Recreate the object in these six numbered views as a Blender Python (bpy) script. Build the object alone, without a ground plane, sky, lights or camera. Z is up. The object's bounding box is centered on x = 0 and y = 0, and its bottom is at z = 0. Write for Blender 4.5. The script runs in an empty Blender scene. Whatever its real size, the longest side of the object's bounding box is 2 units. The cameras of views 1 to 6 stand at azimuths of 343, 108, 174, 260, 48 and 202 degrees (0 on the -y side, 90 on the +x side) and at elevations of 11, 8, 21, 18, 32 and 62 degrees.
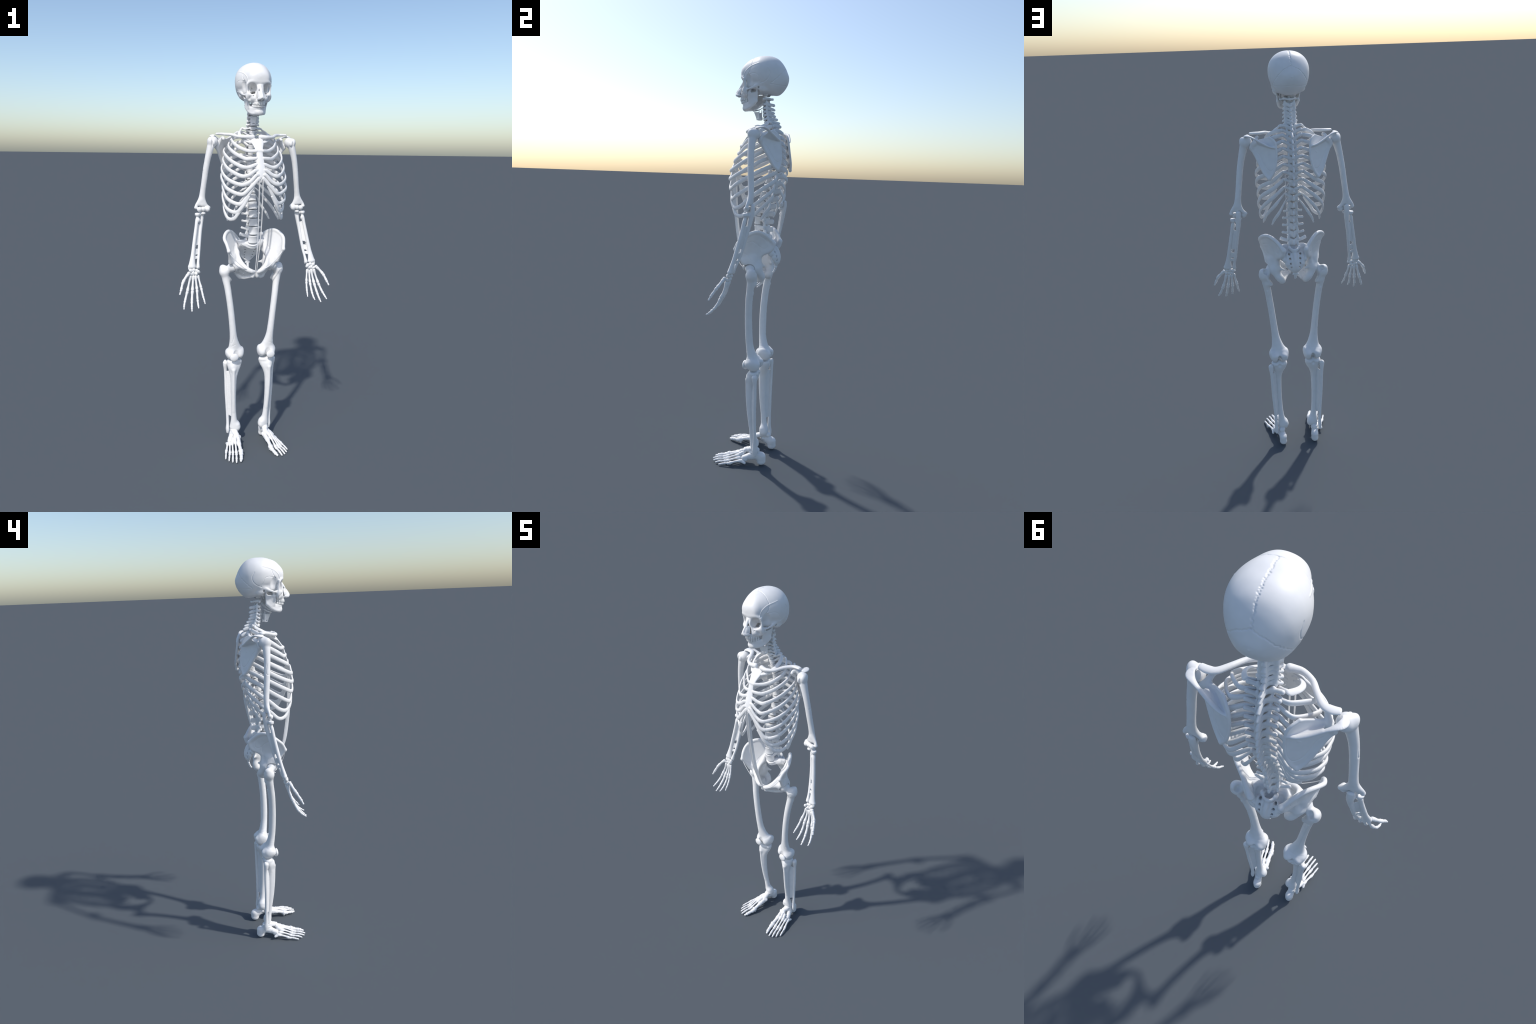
import bpy
import math
import numpy as np

# ---------------------------------------------------------------------------
# 1. A small implicit-modelling kit: every bone is described by soft ellipsoids,
#    tapering tubes and thin plates that melt into each other; the surface is
#    then drawn with "surface nets".
# ---------------------------------------------------------------------------
FINE = 1.0


def vec(p):
    return np.asarray(p, float)


def unit(v):
    v = vec(v)
    return v / (np.linalg.norm(v) + 1e-12)


def spline(P, n=6):
    """Catmull-Rom through the rows of P (any number of columns)."""
    P = np.asarray(P, float)
    if len(P) < 3:
        t = np.linspace(0, 1, n + 1)[:, None]
        return P[0] * (1 - t) + P[-1] * t
    Q = np.vstack([2 * P[0] - P[1], P, 2 * P[-1] - P[-2]])
    out = []
    for k in range(len(P) - 1):
        a, b, c, d = Q[k:k + 4]
        t = np.linspace(0, 1, n, endpoint=False)[:, None]
        out.append(.5 * (2 * b + (c - a) * t + (2 * a - 5 * b + 4 * c - d) * t * t + (3 * b - a - 3 * c + d) * t ** 3))
    out.append(P[-1:])
    return np.vstack(out)


def axes(forward, up=(0, 0, 1)):
    """3x3 rows: side, forward, up."""
    f = unit(forward)
    u = vec(up) - f * np.dot(vec(up), f)
    if np.linalg.norm(u) < 1e-6:
        u = np.array([0, 1., 0]) - f * f[1]
    u = unit(u)
    return np.array([np.cross(f, u), f, u])


def mirrored(p):
    q = np.array(p, float)
    q[..., 0] *= -1
    return q


class Ball:
    """Ellipsoid; r = radii along the rows of rot."""

    def __init__(s, c, r, rot=None):
        s.c, s.r = vec(c), np.broadcast_to(vec(r), 3).copy()
        s.rot = np.eye(3) if rot is None else np.asarray(rot, float)
        e = np.sqrt(((s.rot * s.r[:, None]) ** 2).sum(0))
        s.lo, s.hi = s.c - e, s.c + e

    def flip(s):
        rot = s.rot.copy()
        rot[:, 0] *= -1
        return Ball(mirrored(s.c), s.r, rot)

    def dist(s, x, y, z):
        x, y, z = x - s.c[0], y - s.c[1], z - s.c[2]
        k0 = k1 = 0
        for i in range(3):
            q = s.rot[i, 0] * x + s.rot[i, 1] * y + s.rot[i, 2] * z
            k0 = k0 + (q / s.r[i]) ** 2
            k1 = k1 + (q / s.r[i] ** 2) ** 2
        k0, k1 = np.sqrt(k0), np.sqrt(k1) + 1e-6
        return k0 * (k0 - 1) / k1


class Tube:
    """Swept ellipse through pts; r per point: one radius, or (side, up)."""

    def __init__(s, pts, r, up=(0, 0, 1), n=4, raw=None, cap=None):
        if raw is not None:
            s.p, s.r, s.up = raw
        else:
            P = np.asarray(pts, float)
            R = np.array([(q, q) if np.isscalar(q) else tuple(q) for q in (r if hasattr(r, '__len__') and len(r) == len(P) else [r] * len(P))], float)
            S = spline(np.hstack([P, R]), n)
            s.p, s.r, s.up = S[:, :3], np.maximum(S[:, 3:], 4e-4), vec(up)
        s.cap = cap
        m = s.r.max()
        s.lo, s.hi = s.p.min(0) - m, s.p.max(0) + m

    def flip(s):
        return Tube(None, None, raw=(mirrored(s.p), s.r, mirrored(s.up)), cap=s.cap)

    def dist(s, x, y, z):
        pad = s.pad
        shape = np.broadcast(x, y, z).shape
        out = np.full(shape, 9.0, np.float32)
        ax = [a.ravel() for a in (x, y, z)]
        for k in range(len(s.p) - 1):
            a, b = s.p[k], s.p[k + 1]
            m = max(s.r[k].max(), s.r[k + 1].max()) + pad
            sl = []
            for i in range(3):
                lo, hi = min(a[i], b[i]) - m, max(a[i], b[i]) + m
                sl.append(slice(np.searchsorted(ax[i], lo), np.searchsorted(ax[i], hi)))
            if any(q.start >= q.stop for q in sl):
                continue
            xx = ax[0][sl[0]][:, None, None] - a[0]
            yy = ax[1][sl[1]][None, :, None] - a[1]
            zz = ax[2][sl[2]][None, None, :] - a[2]
            ab = b - a
            L = np.linalg.norm(ab) + 1e-9
            f = ab / L
            A = axes(f, s.up)
            w = xx * f[0] + yy * f[1] + zz * f[2]
            t = np.clip(w / L, 0, 1)
            w = w - t * L
            sd = xx * A[0, 0] + yy * A[0, 1] + zz * A[0, 2]
            u = xx * A[2, 0] + yy * A[2, 1] + zz * A[2, 2]
            ra = s.r[k, 0] + (s.r[k + 1, 0] - s.r[k, 0]) * t
            rb = s.r[k, 1] + (s.r[k + 1, 1] - s.r[k, 1]) * t
            rc = np.minimum(ra, rb) if s.cap is None else s.cap
            k0 = np.sqrt((sd / ra) ** 2 + (u / rb) ** 2 + (w / rc) ** 2)
            k1 = np.sqrt((sd / ra ** 2) ** 2 + (u / rb ** 2) ** 2 + (w / rc ** 2) ** 2) + 1e-6
            d = k0 * (k0 - 1) / k1
            out[tuple(sl)] = np.minimum(out[tuple(sl)], d)
        return out


class Plate:
    """Thin triangle with a half thickness at each corner."""

    def __init__(s, a, b, c, t):
        s.v = np.array([a, b, c], float)
        s.t = np.broadcast_to(vec(t), 3).copy()
        m = s.t.max()
        s.lo, s.hi = s.v.min(0) - m, s.v.max(0) + m

    def flip(s):
        return Plate(*mirrored(s.v), s.t)

    def dist(s, x, y, z):
        a, b, c = s.v
        n = unit(np.cross(b - a, c - a))
        best = None
        for i in range(3):
            p, q = s.v[i], s.v[(i + 1) % 3]
            e = q - p
            t = np.clip(((x - p[0]) * e[0] + (y - p[1]) * e[1] + (z - p[2]) * e[2]) / (e @ e), 0, 1)
            d = np.sqrt((x - p[0] - t * e[0]) ** 2 + (y - p[1] - t * e[1]) ** 2 + (z - p[2] - t * e[2]) ** 2)
            d = d - (s.t[i] + (s.t[(i + 1) % 3] - s.t[i]) * t)
            best = d if best is None else np.minimum(best, d)
        M = np.array([b - a, c - a])
        G = np.linalg.inv(M @ M.T)
        d1 = (x - a[0]) * M[0, 0] + (y - a[1]) * M[0, 1] + (z - a[2]) * M[0, 2]
        d2 = (x - a[0]) * M[1, 0] + (y - a[1]) * M[1, 1] + (z - a[2]) * M[1, 2]
        u, v = G[0, 0] * d1 + G[0, 1] * d2, G[1, 0] * d1 + G[1, 1] * d2
        inside = (u >= 0) & (v >= 0) & (u + v <= 1)
        h = np.abs((x - a[0]) * n[0] + (y - a[1]) * n[1] + (z - a[2]) * n[2]) - (s.t[0] + (s.t[1] - s.t[0]) * u + (s.t[2] - s.t[0]) * v)
        return np.where(inside, h, best)


class Sheet:
    """Smooth curved plate through a grid of (x, y, z, half thickness)."""

    def __init__(s, grid, n=3, raw=None):
        if raw is not None:
            G = raw
        else:
            G = np.asarray(grid, float)
            G = np.stack([spline(row, n) for row in G])
            G = np.stack([spline(G[:, j], n) for j in range(G.shape[1])], 1)
        s.G = G
        m = G[..., 3].max()
        s.lo, s.hi = G[..., :3].min((0, 1)) - m, G[..., :3].max((0, 1)) + m

    def flip(s):
        return Sheet(None, raw=mirrored(s.G))

    def dist(s, x, y, z):
        pad = s.pad
        ax = [np.asarray(a).ravel() for a in (x, y, z)]
        out = np.full(np.broadcast(x, y, z).shape, 9.0, np.float32)
        G = s.G
        for i in range(G.shape[0] - 1):
            for j in range(G.shape[1] - 1):
                for T in ((G[i, j], G[i + 1, j], G[i, j + 1]), (G[i + 1, j + 1], G[i + 1, j], G[i, j + 1])):
                    T = np.array(T)
                    if np.linalg.norm(np.cross(T[1, :3] - T[0, :3], T[2, :3] - T[0, :3])) < 1e-9:
                        continue
                    p = Plate(T[0, :3], T[1, :3], T[2, :3], T[:, 3])
                    sl = tuple(slice(np.searchsorted(ax[k], p.lo[k] - pad), np.searchsorted(ax[k], p.hi[k] + pad)) for k in range(3))
                    if any(q.start >= q.stop for q in sl):
                        continue
                    d = p.dist(ax[0][sl[0]][:, None, None], ax[1][sl[1]][None, :, None], ax[2][sl[2]][None, None, :])
                    out[sl] = np.minimum(out[sl], d)
        return out


class Drum:
    """Rounded elliptical cylinder with a waist (a vertebral body)."""

    def __init__(s, c, wx, dy, hz, tilt=0.0, waist=.12, rnd=.003):
        s.c, s.wx, s.dy, s.hz, s.waist, s.rnd = vec(c), wx, dy, hz, waist, rnd
        s.cs, s.sn, s.tilt = math.cos(tilt), math.sin(tilt), tilt
        e = np.array([wx, dy + hz * abs(s.sn), hz + dy * abs(s.sn)])
        s.lo, s.hi = s.c - e, s.c + e

    def flip(s):
        return s

    def dist(s, x, y, z):
        x, y0, z0 = x - s.c[0], y - s.c[1], z - s.c[2]
        y, z = y0 * s.cs + z0 * s.sn, -y0 * s.sn + z0 * s.cs
        k = 1 - s.waist * (1 - np.clip(z / s.hz, -1, 1) ** 2)
        q = (np.sqrt((x / (s.wx * k)) ** 2 + (y / (s.dy * k)) ** 2) - 1) * min(s.wx, s.dy) + s.rnd
        w = np.abs(z) - s.hz + s.rnd
        return np.sqrt(np.maximum(q, 0) ** 2 + np.maximum(w, 0) ** 2) + np.minimum(np.maximum(q, w), 0) - s.rnd


class Loft:
    """Body lofted along y; sections: y, top z, bottom z, half width, widest z."""

    def __init__(s, sec, power_top=2.1, power_low=2.4):
        S = np.asarray(sec, float)
        s.S = np.vstack([spline(S, 8)])
        s.pt, s.pl = power_top, power_low
        w = S[:, 3].max()
        s.lo = np.array([-w, S[0, 0], S[:, 2].min()])
        s.hi = np.array([w, S[-1, 0], S[:, 1].max()])

    def flip(s):
        return s

    def dist(s, x, y, z):
        yy = s.S[:, 0]
        zt, zb, w, zc = (np.interp(y, yy, s.S[:, i]) for i in (1, 2, 3, 4))
        over = np.maximum(yy[0] - y, 0) + np.maximum(y - yy[-1], 0)
        up = z > zc
        hz = np.where(up, zt - zc, zc - zb)
        pw = np.where(up, s.pt, s.pl)
        q = (np.abs(x / w) ** pw + np.abs((z - zc) / hz) ** pw) ** (1 / pw)
        d = (q - 1) * np.minimum(w, hz)
        return np.where(over > 0, np.sqrt(over ** 2 + np.maximum(d, 0) ** 2), d)


class Field:
    def __init__(s, lo, hi, h):
        s.h = h = h * FINE
        s.lo = vec(lo) - 3 * h
        n = np.ceil((vec(hi) + 3 * h - s.lo) / h).astype(int) + 1
        s.ax = [(s.lo[i] + h * np.arange(n[i])).astype(np.float32) for i in range(3)]
        s.f = np.full(tuple(n), 1.0, np.float32)

    def _window(s, p, pad):
        sl = tuple(slice(max(0, np.searchsorted(s.ax[i], p.lo[i] - pad)), np.searchsorted(s.ax[i], p.hi[i] + pad)) for i in range(3))
        x, y, z = (s.ax[i][sl[i]] for i in range(3))
        return sl, x[:, None, None], y[None, :, None], z[None, None, :]

    def add(s, p, k=.004, sym=False):
        for q in ((p, p.flip()) if sym else (p,)):
            sl, x, y, z = s._window(q, k + 3 * s.h)
            if 0 in s.f[sl].shape:
                continue
            q.pad = k + 4 * s.h
            d, a = q.dist(x, y, z), s.f[sl]
            m = np.maximum(k - np.abs(a - d), 0) / k
            s.f[sl] = np.minimum(a, d) - m * m * k * .25
        return s

    def cut(s, p, k=.003, sym=False):
        for q in ((p, p.flip()) if sym else (p,)):
            sl, x, y, z = s._window(q, k + 3 * s.h)
            if 0 in s.f[sl].shape:
                continue
            q.pad = k + 4 * s.h
            d, a = -q.dist(x, y, z), s.f[sl]
            m = np.maximum(k - np.abs(a - d), 0) / k
            s.f[sl] = np.maximum(a, d) + m * m * k * .25
        return s

    def value(s, P):
        g = (np.asarray(P) - s.lo) / s.h
        g = np.clip(g, 0, np.array(s.f.shape) - 1.001)
        i = g.astype(int)
        t = g - i
        r = 0
        for a in (0, 1):
            for b in (0, 1):
                for c in (0, 1):
                    w = (t[:, 0] if a else 1 - t[:, 0]) * (t[:, 1] if b else 1 - t[:, 1]) * (t[:, 2] if c else 1 - t[:, 2])
                    r = r + w * s.f[i[:, 0] + a, i[:, 1] + b, i[:, 2] + c]
        return r

    def onto(s, P, sink=0.0):
        """Slide points onto the surface along the gradient."""
        P = np.array(P, float)
        e = 1.5 * s.h
        for _ in range(8):
            g = np.stack([s.value(P + e * np.eye(3)[i]) - s.value(P - e * np.eye(3)[i]) for i in range(3)], 1) / (2 * e)
            n = np.linalg.norm(g, axis=1, keepdims=True) + 1e-6
            P -= np.clip((s.value(P)[:, None] + sink) / n, -.012, .012) * g / n
        return P

    def net(s, smooth=1):
        f, h = s.f, s.h
        neg = f < 0
        n = np.array(f.shape) - 1
        cnt = np.zeros(tuple(n), np.float32)
        pos = np.zeros(tuple(n) + (3,), np.float32)
        for ax in range(3):
            o1, o2 = [i for i in range(3) if i != ax]
            lo = [slice(None)] * 3
            hi = [slice(None)] * 3
            lo[ax], hi[ax] = slice(0, -1), slice(1, None)
            A, B = f[tuple(lo)], f[tuple(hi)]
            idx = np.argwhere(neg[tuple(lo)] != neg[tuple(hi)])
            a, b = A[tuple(idx.T)], B[tuple(idx.T)]
            p = idx.astype(np.float32)
            p[:, ax] += a / (a - b)
            for d1 in (0, -1):
                for d2 in (0, -1):
                    c = idx.copy()
                    c[:, o1] += d1
                    c[:, o2] += d2
                    ok = ((c >= 0) & (c < n)).all(1)
                    cc = tuple(c[ok].T)
                    np.add.at(cnt, cc, 1)
                    np.add.at(pos, cc, p[ok])
        cells = np.argwhere(cnt > 0)
        ids = np.full(tuple(n), -1, np.int64)
        ids[tuple(cells.T)] = np.arange(len(cells))
        V = pos[tuple(cells.T)] / cnt[tuple(cells.T)][:, None] * h + s.lo.astype(np.float32)
        Q = []
        for ax in range(3):
            o1, o2 = [(1, 2), (2, 0), (0, 1)][ax]
            lo = [slice(None)] * 3
            hi = [slice(None)] * 3
            lo[ax], hi[ax] = slice(0, -1), slice(1, None)
            x = neg[tuple(lo)]
            idx = np.argwhere(x != neg[tuple(hi)])
            inside = x[tuple(idx.T)]
            q = []
            for d1, d2 in ((-1, -1), (0, -1), (0, 0), (-1, 0)):
                c = idx.copy()
                c[:, o1] += d1
                c[:, o2] += d2
                c = np.clip(c, 0, n - 1)
                q.append(ids[tuple(c.T)])
            q = np.stack(q, 1)
            q[~inside] = q[~inside][:, ::-1]
            Q.append(q)
        Q = np.vstack(Q)
        Q = Q[(Q >= 0).all(1)]
        for _ in range(smooth):
            for lam in (.5, -.52):
                S = np.zeros_like(V)
                C = np.zeros(len(V), np.float32)
                for i in range(4):
                    a, b = Q[:, i], Q[:, (i + 1) % 4]
                    for j in range(3):
                        S[:, j] += np.bincount(a, V[b, j], len(V)) + np.bincount(b, V[a, j], len(V))
                    C += np.bincount(a, minlength=len(V)) + np.bincount(b, minlength=len(V))
                V = V + lam * (S / np.maximum(C, 1)[:, None] - V)
        return V, Q


# ---------------------------------------------------------------------------
# 2. Objects, names and materials
# ---------------------------------------------------------------------------
def bone_material(name, base, rough, grain):
    m = bpy.data.materials.new(name)
    m.use_nodes = True
    nt = m.node_tree
    b = nt.nodes["Principled BSDF"]
    tc = nt.nodes.new("ShaderNodeTexCoord")
    no = nt.nodes.new("ShaderNodeTexNoise")
    no.inputs["Scale"].default_value = 38.0
    no.inputs["Detail"].default_value = 4.0
    ramp = nt.nodes.new("ShaderNodeValToRGB")
    lo = tuple(c * .965 for c in base)
    ramp.color_ramp.elements[0].position, ramp.color_ramp.elements[1].position = .35, .65
    ramp.color_ramp.elements[0].color = (*lo, 1)
    ramp.color_ramp.elements[1].color = (*base, 1)
    nt.links.new(tc.outputs["Object"], no.inputs["Vector"])
    nt.links.new(no.outputs["Fac"], ramp.inputs["Fac"])
    nt.links.new(ramp.outputs["Color"], b.inputs["Base Color"])
    b.inputs["Roughness"].default_value = rough
    b.inputs["Specular IOR Level"].default_value = .5
    fine = nt.nodes.new("ShaderNodeTexNoise")
    fine.inputs["Scale"].default_value = 420.0
    fine.inputs["Detail"].default_value = 3.0
    bump = nt.nodes.new("ShaderNodeBump")
    bump.inputs["Strength"].default_value = grain
    bump.inputs["Distance"].default_value = .0006
    nt.links.new(tc.outputs["Object"], fine.inputs["Vector"])
    nt.links.new(fine.outputs["Fac"], bump.inputs["Height"])
    nt.links.new(bump.outputs["Normal"], b.inputs["Normal"])
    return m


BONE = bone_material("bone_white", (.80, .80, .80), .5, .10)
TOOTH = bone_material("tooth_enamel", (.82, .82, .81), .35, .03)
GRISTLE = bone_material("cartilage_white", (.80, .80, .80), .5, .06)

ROOT = bpy.data.objects.new("human_skeleton", None)
ROOT.empty_display_size = .2
bpy.context.scene.collection.objects.link(ROOT)
ROOT["label"] = "standing white human skeleton with arms slightly spread"
ROOT["category"] = "skeleton"


def raw_object(name, V, Q, mat=None, parent=None):
    me = bpy.data.meshes.new(name)
    V = np.ascontiguousarray(V, np.float32)
    Q = np.ascontiguousarray(Q, np.int32)
    a, b, c = V[Q[:, 0]] - V.mean(0), V[Q[:, 1]] - V.mean(0), V[Q[:, 2]] - V.mean(0)
    if np.einsum('ij,ij->i', a, np.cross(b, c)).sum() < 0:
        Q = np.ascontiguousarray(Q[:, ::-1])
    me.vertices.add(len(V))
    me.vertices.foreach_set("co", V.ravel())
    me.loops.add(Q.size)
    me.loops.foreach_set("vertex_index", Q.ravel())
    me.polygons.add(len(Q))
    me.polygons.foreach_set("loop_start", np.arange(0, Q.size, Q.shape[1], dtype=np.int32))
    me.polygons.foreach_set("use_smooth", np.ones(len(Q), bool))
    me.update(calc_edges=True)
    me.validate()
    me.materials.append(mat or BONE)
    ob = bpy.data.objects.new(name, me)
    bpy.context.scene.collection.objects.link(ob)
    ob.parent = parent or ROOT
    return ob


def place(name, V, Q, mat=None, both=False, parent=None):
    """Create the part; both=True also makes its mirror twin (parent may be a pair)."""
    par = parent if isinstance(parent, (tuple, list)) else (parent, parent)
    a = raw_object(name, V, Q, mat, par[0])
    if not both:
        return a
    return a, raw_object(name, mirrored(V), Q[:, ::-1], mat, par[1])


def bone(name, prims, h=.0018, k=.005, mat=None, both=False, parent=None, sym=False, cuts=(), cut_k=.003, smooth=1, lines=()):
    """prims: list of primitives or (primitive, softness)."""
    prims = [p if isinstance(p, tuple) else (p, k) for p in prims]
    lo = np.min([p.lo for p, _ in prims], 0)
    hi = np.max([p.hi for p, _ in prims], 0)
    if sym:
        m = max(abs(lo[0]), abs(hi[0]))
        lo[0], hi[0] = -m, m
    F = Field(lo, hi, h)
    for p, kk in prims:
        F.add(p, kk, sym and not isinstance(p, (Drum, Loft)))
    for c in cuts:
        c, kk = c if isinstance(c, tuple) else (c, cut_k)
        F.cut(c, kk, sym)
    for path in lines:                       # thin muscle-attachment lines
        q = F.onto(spline(np.array(path, float), 6))
        F.cut(Tube(q, [.0013] * len(q), n=2), .0015)
    V, Q = F.net(smooth)
    return place(name, V, Q, mat, both, parent)


def sweep_mesh(pts, r, up=(0, 0, 1), n=8, ring=14, flat=2.0):
    """Direct mesh of a swept (super)ellipse with rounded ends."""
    P = np.asarray(pts, float)
    R = np.array([(q, q) if np.isscalar(q) else tuple(q) for q in (r if hasattr(r, '__len__') and len(r) == len(P) else [r] * len(P))], float)
    S = spline(np.hstack([P, R]), n)
    p, rr = S[:, :3], np.maximum(S[:, 3:], 5e-4)
    tang = np.gradient(p, axis=0)
    ups = up if callable(up) else (lambda q: up)
    rows = []
    ang = np.linspace(0, 2 * np.pi, ring, endpoint=False)
    ca, sa = np.cos(ang), np.sin(ang)
    ca, sa = np.sign(ca) * np.abs(ca) ** (2 / flat), np.sign(sa) * np.abs(sa) ** (2 / flat)
    caps = (.35, .75)

    def add_ring(c, A, a, b):
        rows.append(c + np.outer(ca * a, A[0]) + np.outer(sa * b, A[2]))
    A0, A1 = axes(tang[0], ups(p[0])), axes(tang[-1], ups(p[-1]))
    for s_ in caps:
        k = math.sqrt(1 - (1 - s_) ** 2)
        add_ring(p[0] - A0[1] * rr[0].min() * (1 - s_), A0, rr[0, 0] * k, rr[0, 1] * k)
    for i in range(len(p)):
        add_ring(p[i], axes(tang[i], ups(p[i])), *rr[i])
    for s_ in caps[::-1]:
        k = math.sqrt(1 - (1 - s_) ** 2)
        add_ring(p[-1] + A1[1] * rr[-1].min() * (1 - s_), A1, rr[-1, 0] * k, rr[-1, 1] * k)
    m = len(rows)
    V = np.vstack(rows + [(p[0] - A0[1] * rr[0].min())[None], (p[-1] + A1[1] * rr[-1].min())[None]])
    i, j = np.meshgrid(np.arange(m - 1), np.arange(ring), indexing='ij')
    j2 = (j + 1) % ring
    Q = np.stack([i * ring + j, (i + 1) * ring + j, (i + 1) * ring + j2, i * ring + j2], -1).reshape(-1, 4)
    c0, c1 = m * ring, m * ring + 1
    # close the ends with degenerate-free quads made of two ring steps
    E0 = np.stack([np.full(ring // 2, c0), 2 * np.arange(ring // 2), 2 * np.arange(ring // 2) + 1, (2 * np.arange(ring // 2) + 2) % ring], 1)
    E1 = E0[:, ::-1].copy()
    E1 = np.where(E1 == c0, c1, E1 + (m - 1) * ring)
    return V, np.vstack([Q, E0, E1])

# ---------------------------------------------------------------------------
# 3. Skull
# ---------------------------------------------------------------------------
def build_skull():
    rng = np.random.default_rng(7)
    vault = Loft([
        (-.0900, 1.9250, 1.9230, .001, 1.924), (-.0893, 1.9330, 1.9130, .013, 1.923), (-.0865, 1.9430, 1.8980, .029, 1.921), (-.0805, 1.9530, 1.886, .042, 1.919), (-.0695, 1.9655, 1.876, .0510, 1.917),
        (-.0530, 1.9800, 1.866, .0585, 1.914), (-.0335, 1.9895, 1.858, .0680, 1.914), (.0000, 1.9985, 1.848, .0825, 1.918),
        (.0280, 2.0000, 1.838, .0890, 1.919), (.0580, 1.9975, 1.824, .0865, 1.918), (.0850, 1.9875, 1.821, .0775, 1.912),
        (.1040, 1.9710, 1.831, .0650, 1.907), (.1205, 1.9480, 1.848, .0490, 1.902), (.1322, 1.9240, 1.866, .0320, 1.899), (.1388, 1.9090, 1.884, .0160, 1.898), (.1408, 1.8990, 1.8960, .001, 1.898)])
    F = Field((-.092, -.112, 1.795), (.092, .145, 2.001), .00135)
    F.add(vault)
    S = dict(sym=True)
    # brow, glabella and the outer rim of the eye sockets
    F.add(Tube([(0, -.0785, 1.900), (.016, -.0800, 1.9020), (.034, -.0775, 1.9030), (.049, -.0680, 1.8985), (.0560, -.0590, 1.889)], [.0055, .0062, .0055, .0052, .0050]), .008, **S)
    F.add(Tube([(.0565, -.060, 1.893), (.0575, -.0555, 1.876), (.0560, -.0535, 1.860), (.0520, -.0570, 1.845)], [(.0045, .0060), (.0040, .0060), (.0045, .007), (.007, .008)], up=(0, 1, 0)), .005, **S)
    # walls between the sockets and behind them
    F.add(Ball((.0100, -.0640, 1.8660), (.0090, .0240, .0220)), .006, **S)
    F.add(Ball((.0390, -.0330, 1.8700), (.0130, .0240, .0250)), .008, **S)
    F.add(Ball((.0230, -.0300, 1.8260), (.0110, .0150, .0230)), .006, **S)
    F.add(Ball((.0300, .0420, 1.8400), (.0330, .0330, .0140)), .010, **S)
    F.add(Ball((.0480, -.0020, 1.8640), (.0170, .0300, .0220)), .012, **S)
    # nose bridge and the maxilla beside it
    F.add(Tube([(0, -.0775, 1.890), (0, -.0875, 1.876), (0, -.0965, 1.862), (0, -.1000, 1.855)], [(.009, .006), (.0062, .006), (.0075, .005), (.009, .004)], up=(0, -1, 0)), .005)
    F.add(Tube([(.0095, -.078, 1.884), (.0130, -.0800, 1.862), (.0185, -.0780, 1.843), (.0200, -.0760, 1.825)], [.0060, .0060, .0070, .0090]), .007, **S)
    F.add(Tube([(.018, -.074, 1.846), (.032, -.0725, 1.842), (.044, -.0660, 1.842), (.052, -.0560, 1.844)], [.0050, .0055, .0060, .0070]), .006, **S)
    F.add(Ball((.026, -.060, 1.828), (.018, .022, .020)), .008, **S)
    F.add(Tube([(0, -.0860, 1.813), (.010, -.0845, 1.813), (.020, -.0740, 1.813), (.0265, -.0560, 1.813), (.0280, -.0400, 1.815)], [(.0070, .0090)] * 5), .006, **S)
    F.add(Ball((0, -.0600, 1.815), (.020, .026, .006)), .006)
    # cheekbone and zygomatic arch
    F.add(Tube([(.048, -.0590, 1.844), (.0530, -.0540, 1.834), (.0500, -.0520, 1.823), (.0400, -.0560, 1.817)], [.0095, .0105, .0078, .0070]), .009, **S)
    F.add(Tube([(.0540, -.052, 1.842), (.0640, -.035, 1.8465), (.0690, -.0150, 1.8490), (.0690, .000, 1.8535), (.0650, .0120, 1.859)], [(.0035, .0080), (.0030, .0058), (.0030, .0050), (.0035, .0055), (.006, .006)]), .004, **S)
    # temple, mastoid, ear
    F.add(Tube([(.060, .004, 1.859), (.066, .020, 1.862), (.068, .034, 1.863)], [.006, .006, .005]), .016, **S)
    F.add(Ball((.0600, .0320, 1.848), (.0115, .0145, .0210), axes((.1, -.25, -1), (0, 1, 0))), .010, **S)
    # skull base
    F.add(Ball((0, .010, 1.838), (.040, .050, .012)), .010)
    F.add(Tube([(.0165, .030, 1.826), (.0150, .042, 1.823)], [.0075, .0075]), .005, **S)
    F.add(Tube([(.0180, -.030, 1.850), (.0190, -.027, 1.820)], [(.0030, .009), (.0025, .006)], up=(0, 1, 0)), .004, **S)
    F.add(Tube([(.041, .022, 1.842), (.038, .014, 1.815)], [.0035, .0012]), .003, **S)
    # openings
    F.cut(Ball((.0365, -.0800, 1.8700), (.0205, .0460, .0250), axes((-.33, 1, .02), (0.08, 0, 1))), .004, **S)
    F.cut(Ball((.0300, -.0420, 1.8740), (.0060, .012, .0030), axes((-.3, 1, 0), (-.5, 0, 1))), .002, **S)
    F.cut(Ball((.0330, -.0480, 1.8540), (.0080, .014, .0025), axes((-.3, 1, 0), (.5, 0, 1))), .002, **S)
    F.cut(Tube([(.002, -.105, 1.840), (.0045, -.100, 1.836), (.0070, -.098, 1.830), (.0060, -.096, 1.823)], [.0042, .0062, .0072, .0050]), .003, **S)
    F.cut(Ball((.0060, -.075, 1.836), (.0080, .030, .012)), .003, **S)
    F.cut(Ball((.0670, .0175, 1.8500), (.010, .0042, .0042)), .003, **S)
    F.cut(Ball((.0690, -.0360, 1.8780), (.0130, .0175, .0300)), .008, **S)
    F.cut(Ball((0, .047, 1.822), (.0165, .0190, .016)), .004)
    F.cut(Ball((.032, -.080, 1.8365), (.0025, .009, .0022)), .002, **S)
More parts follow.
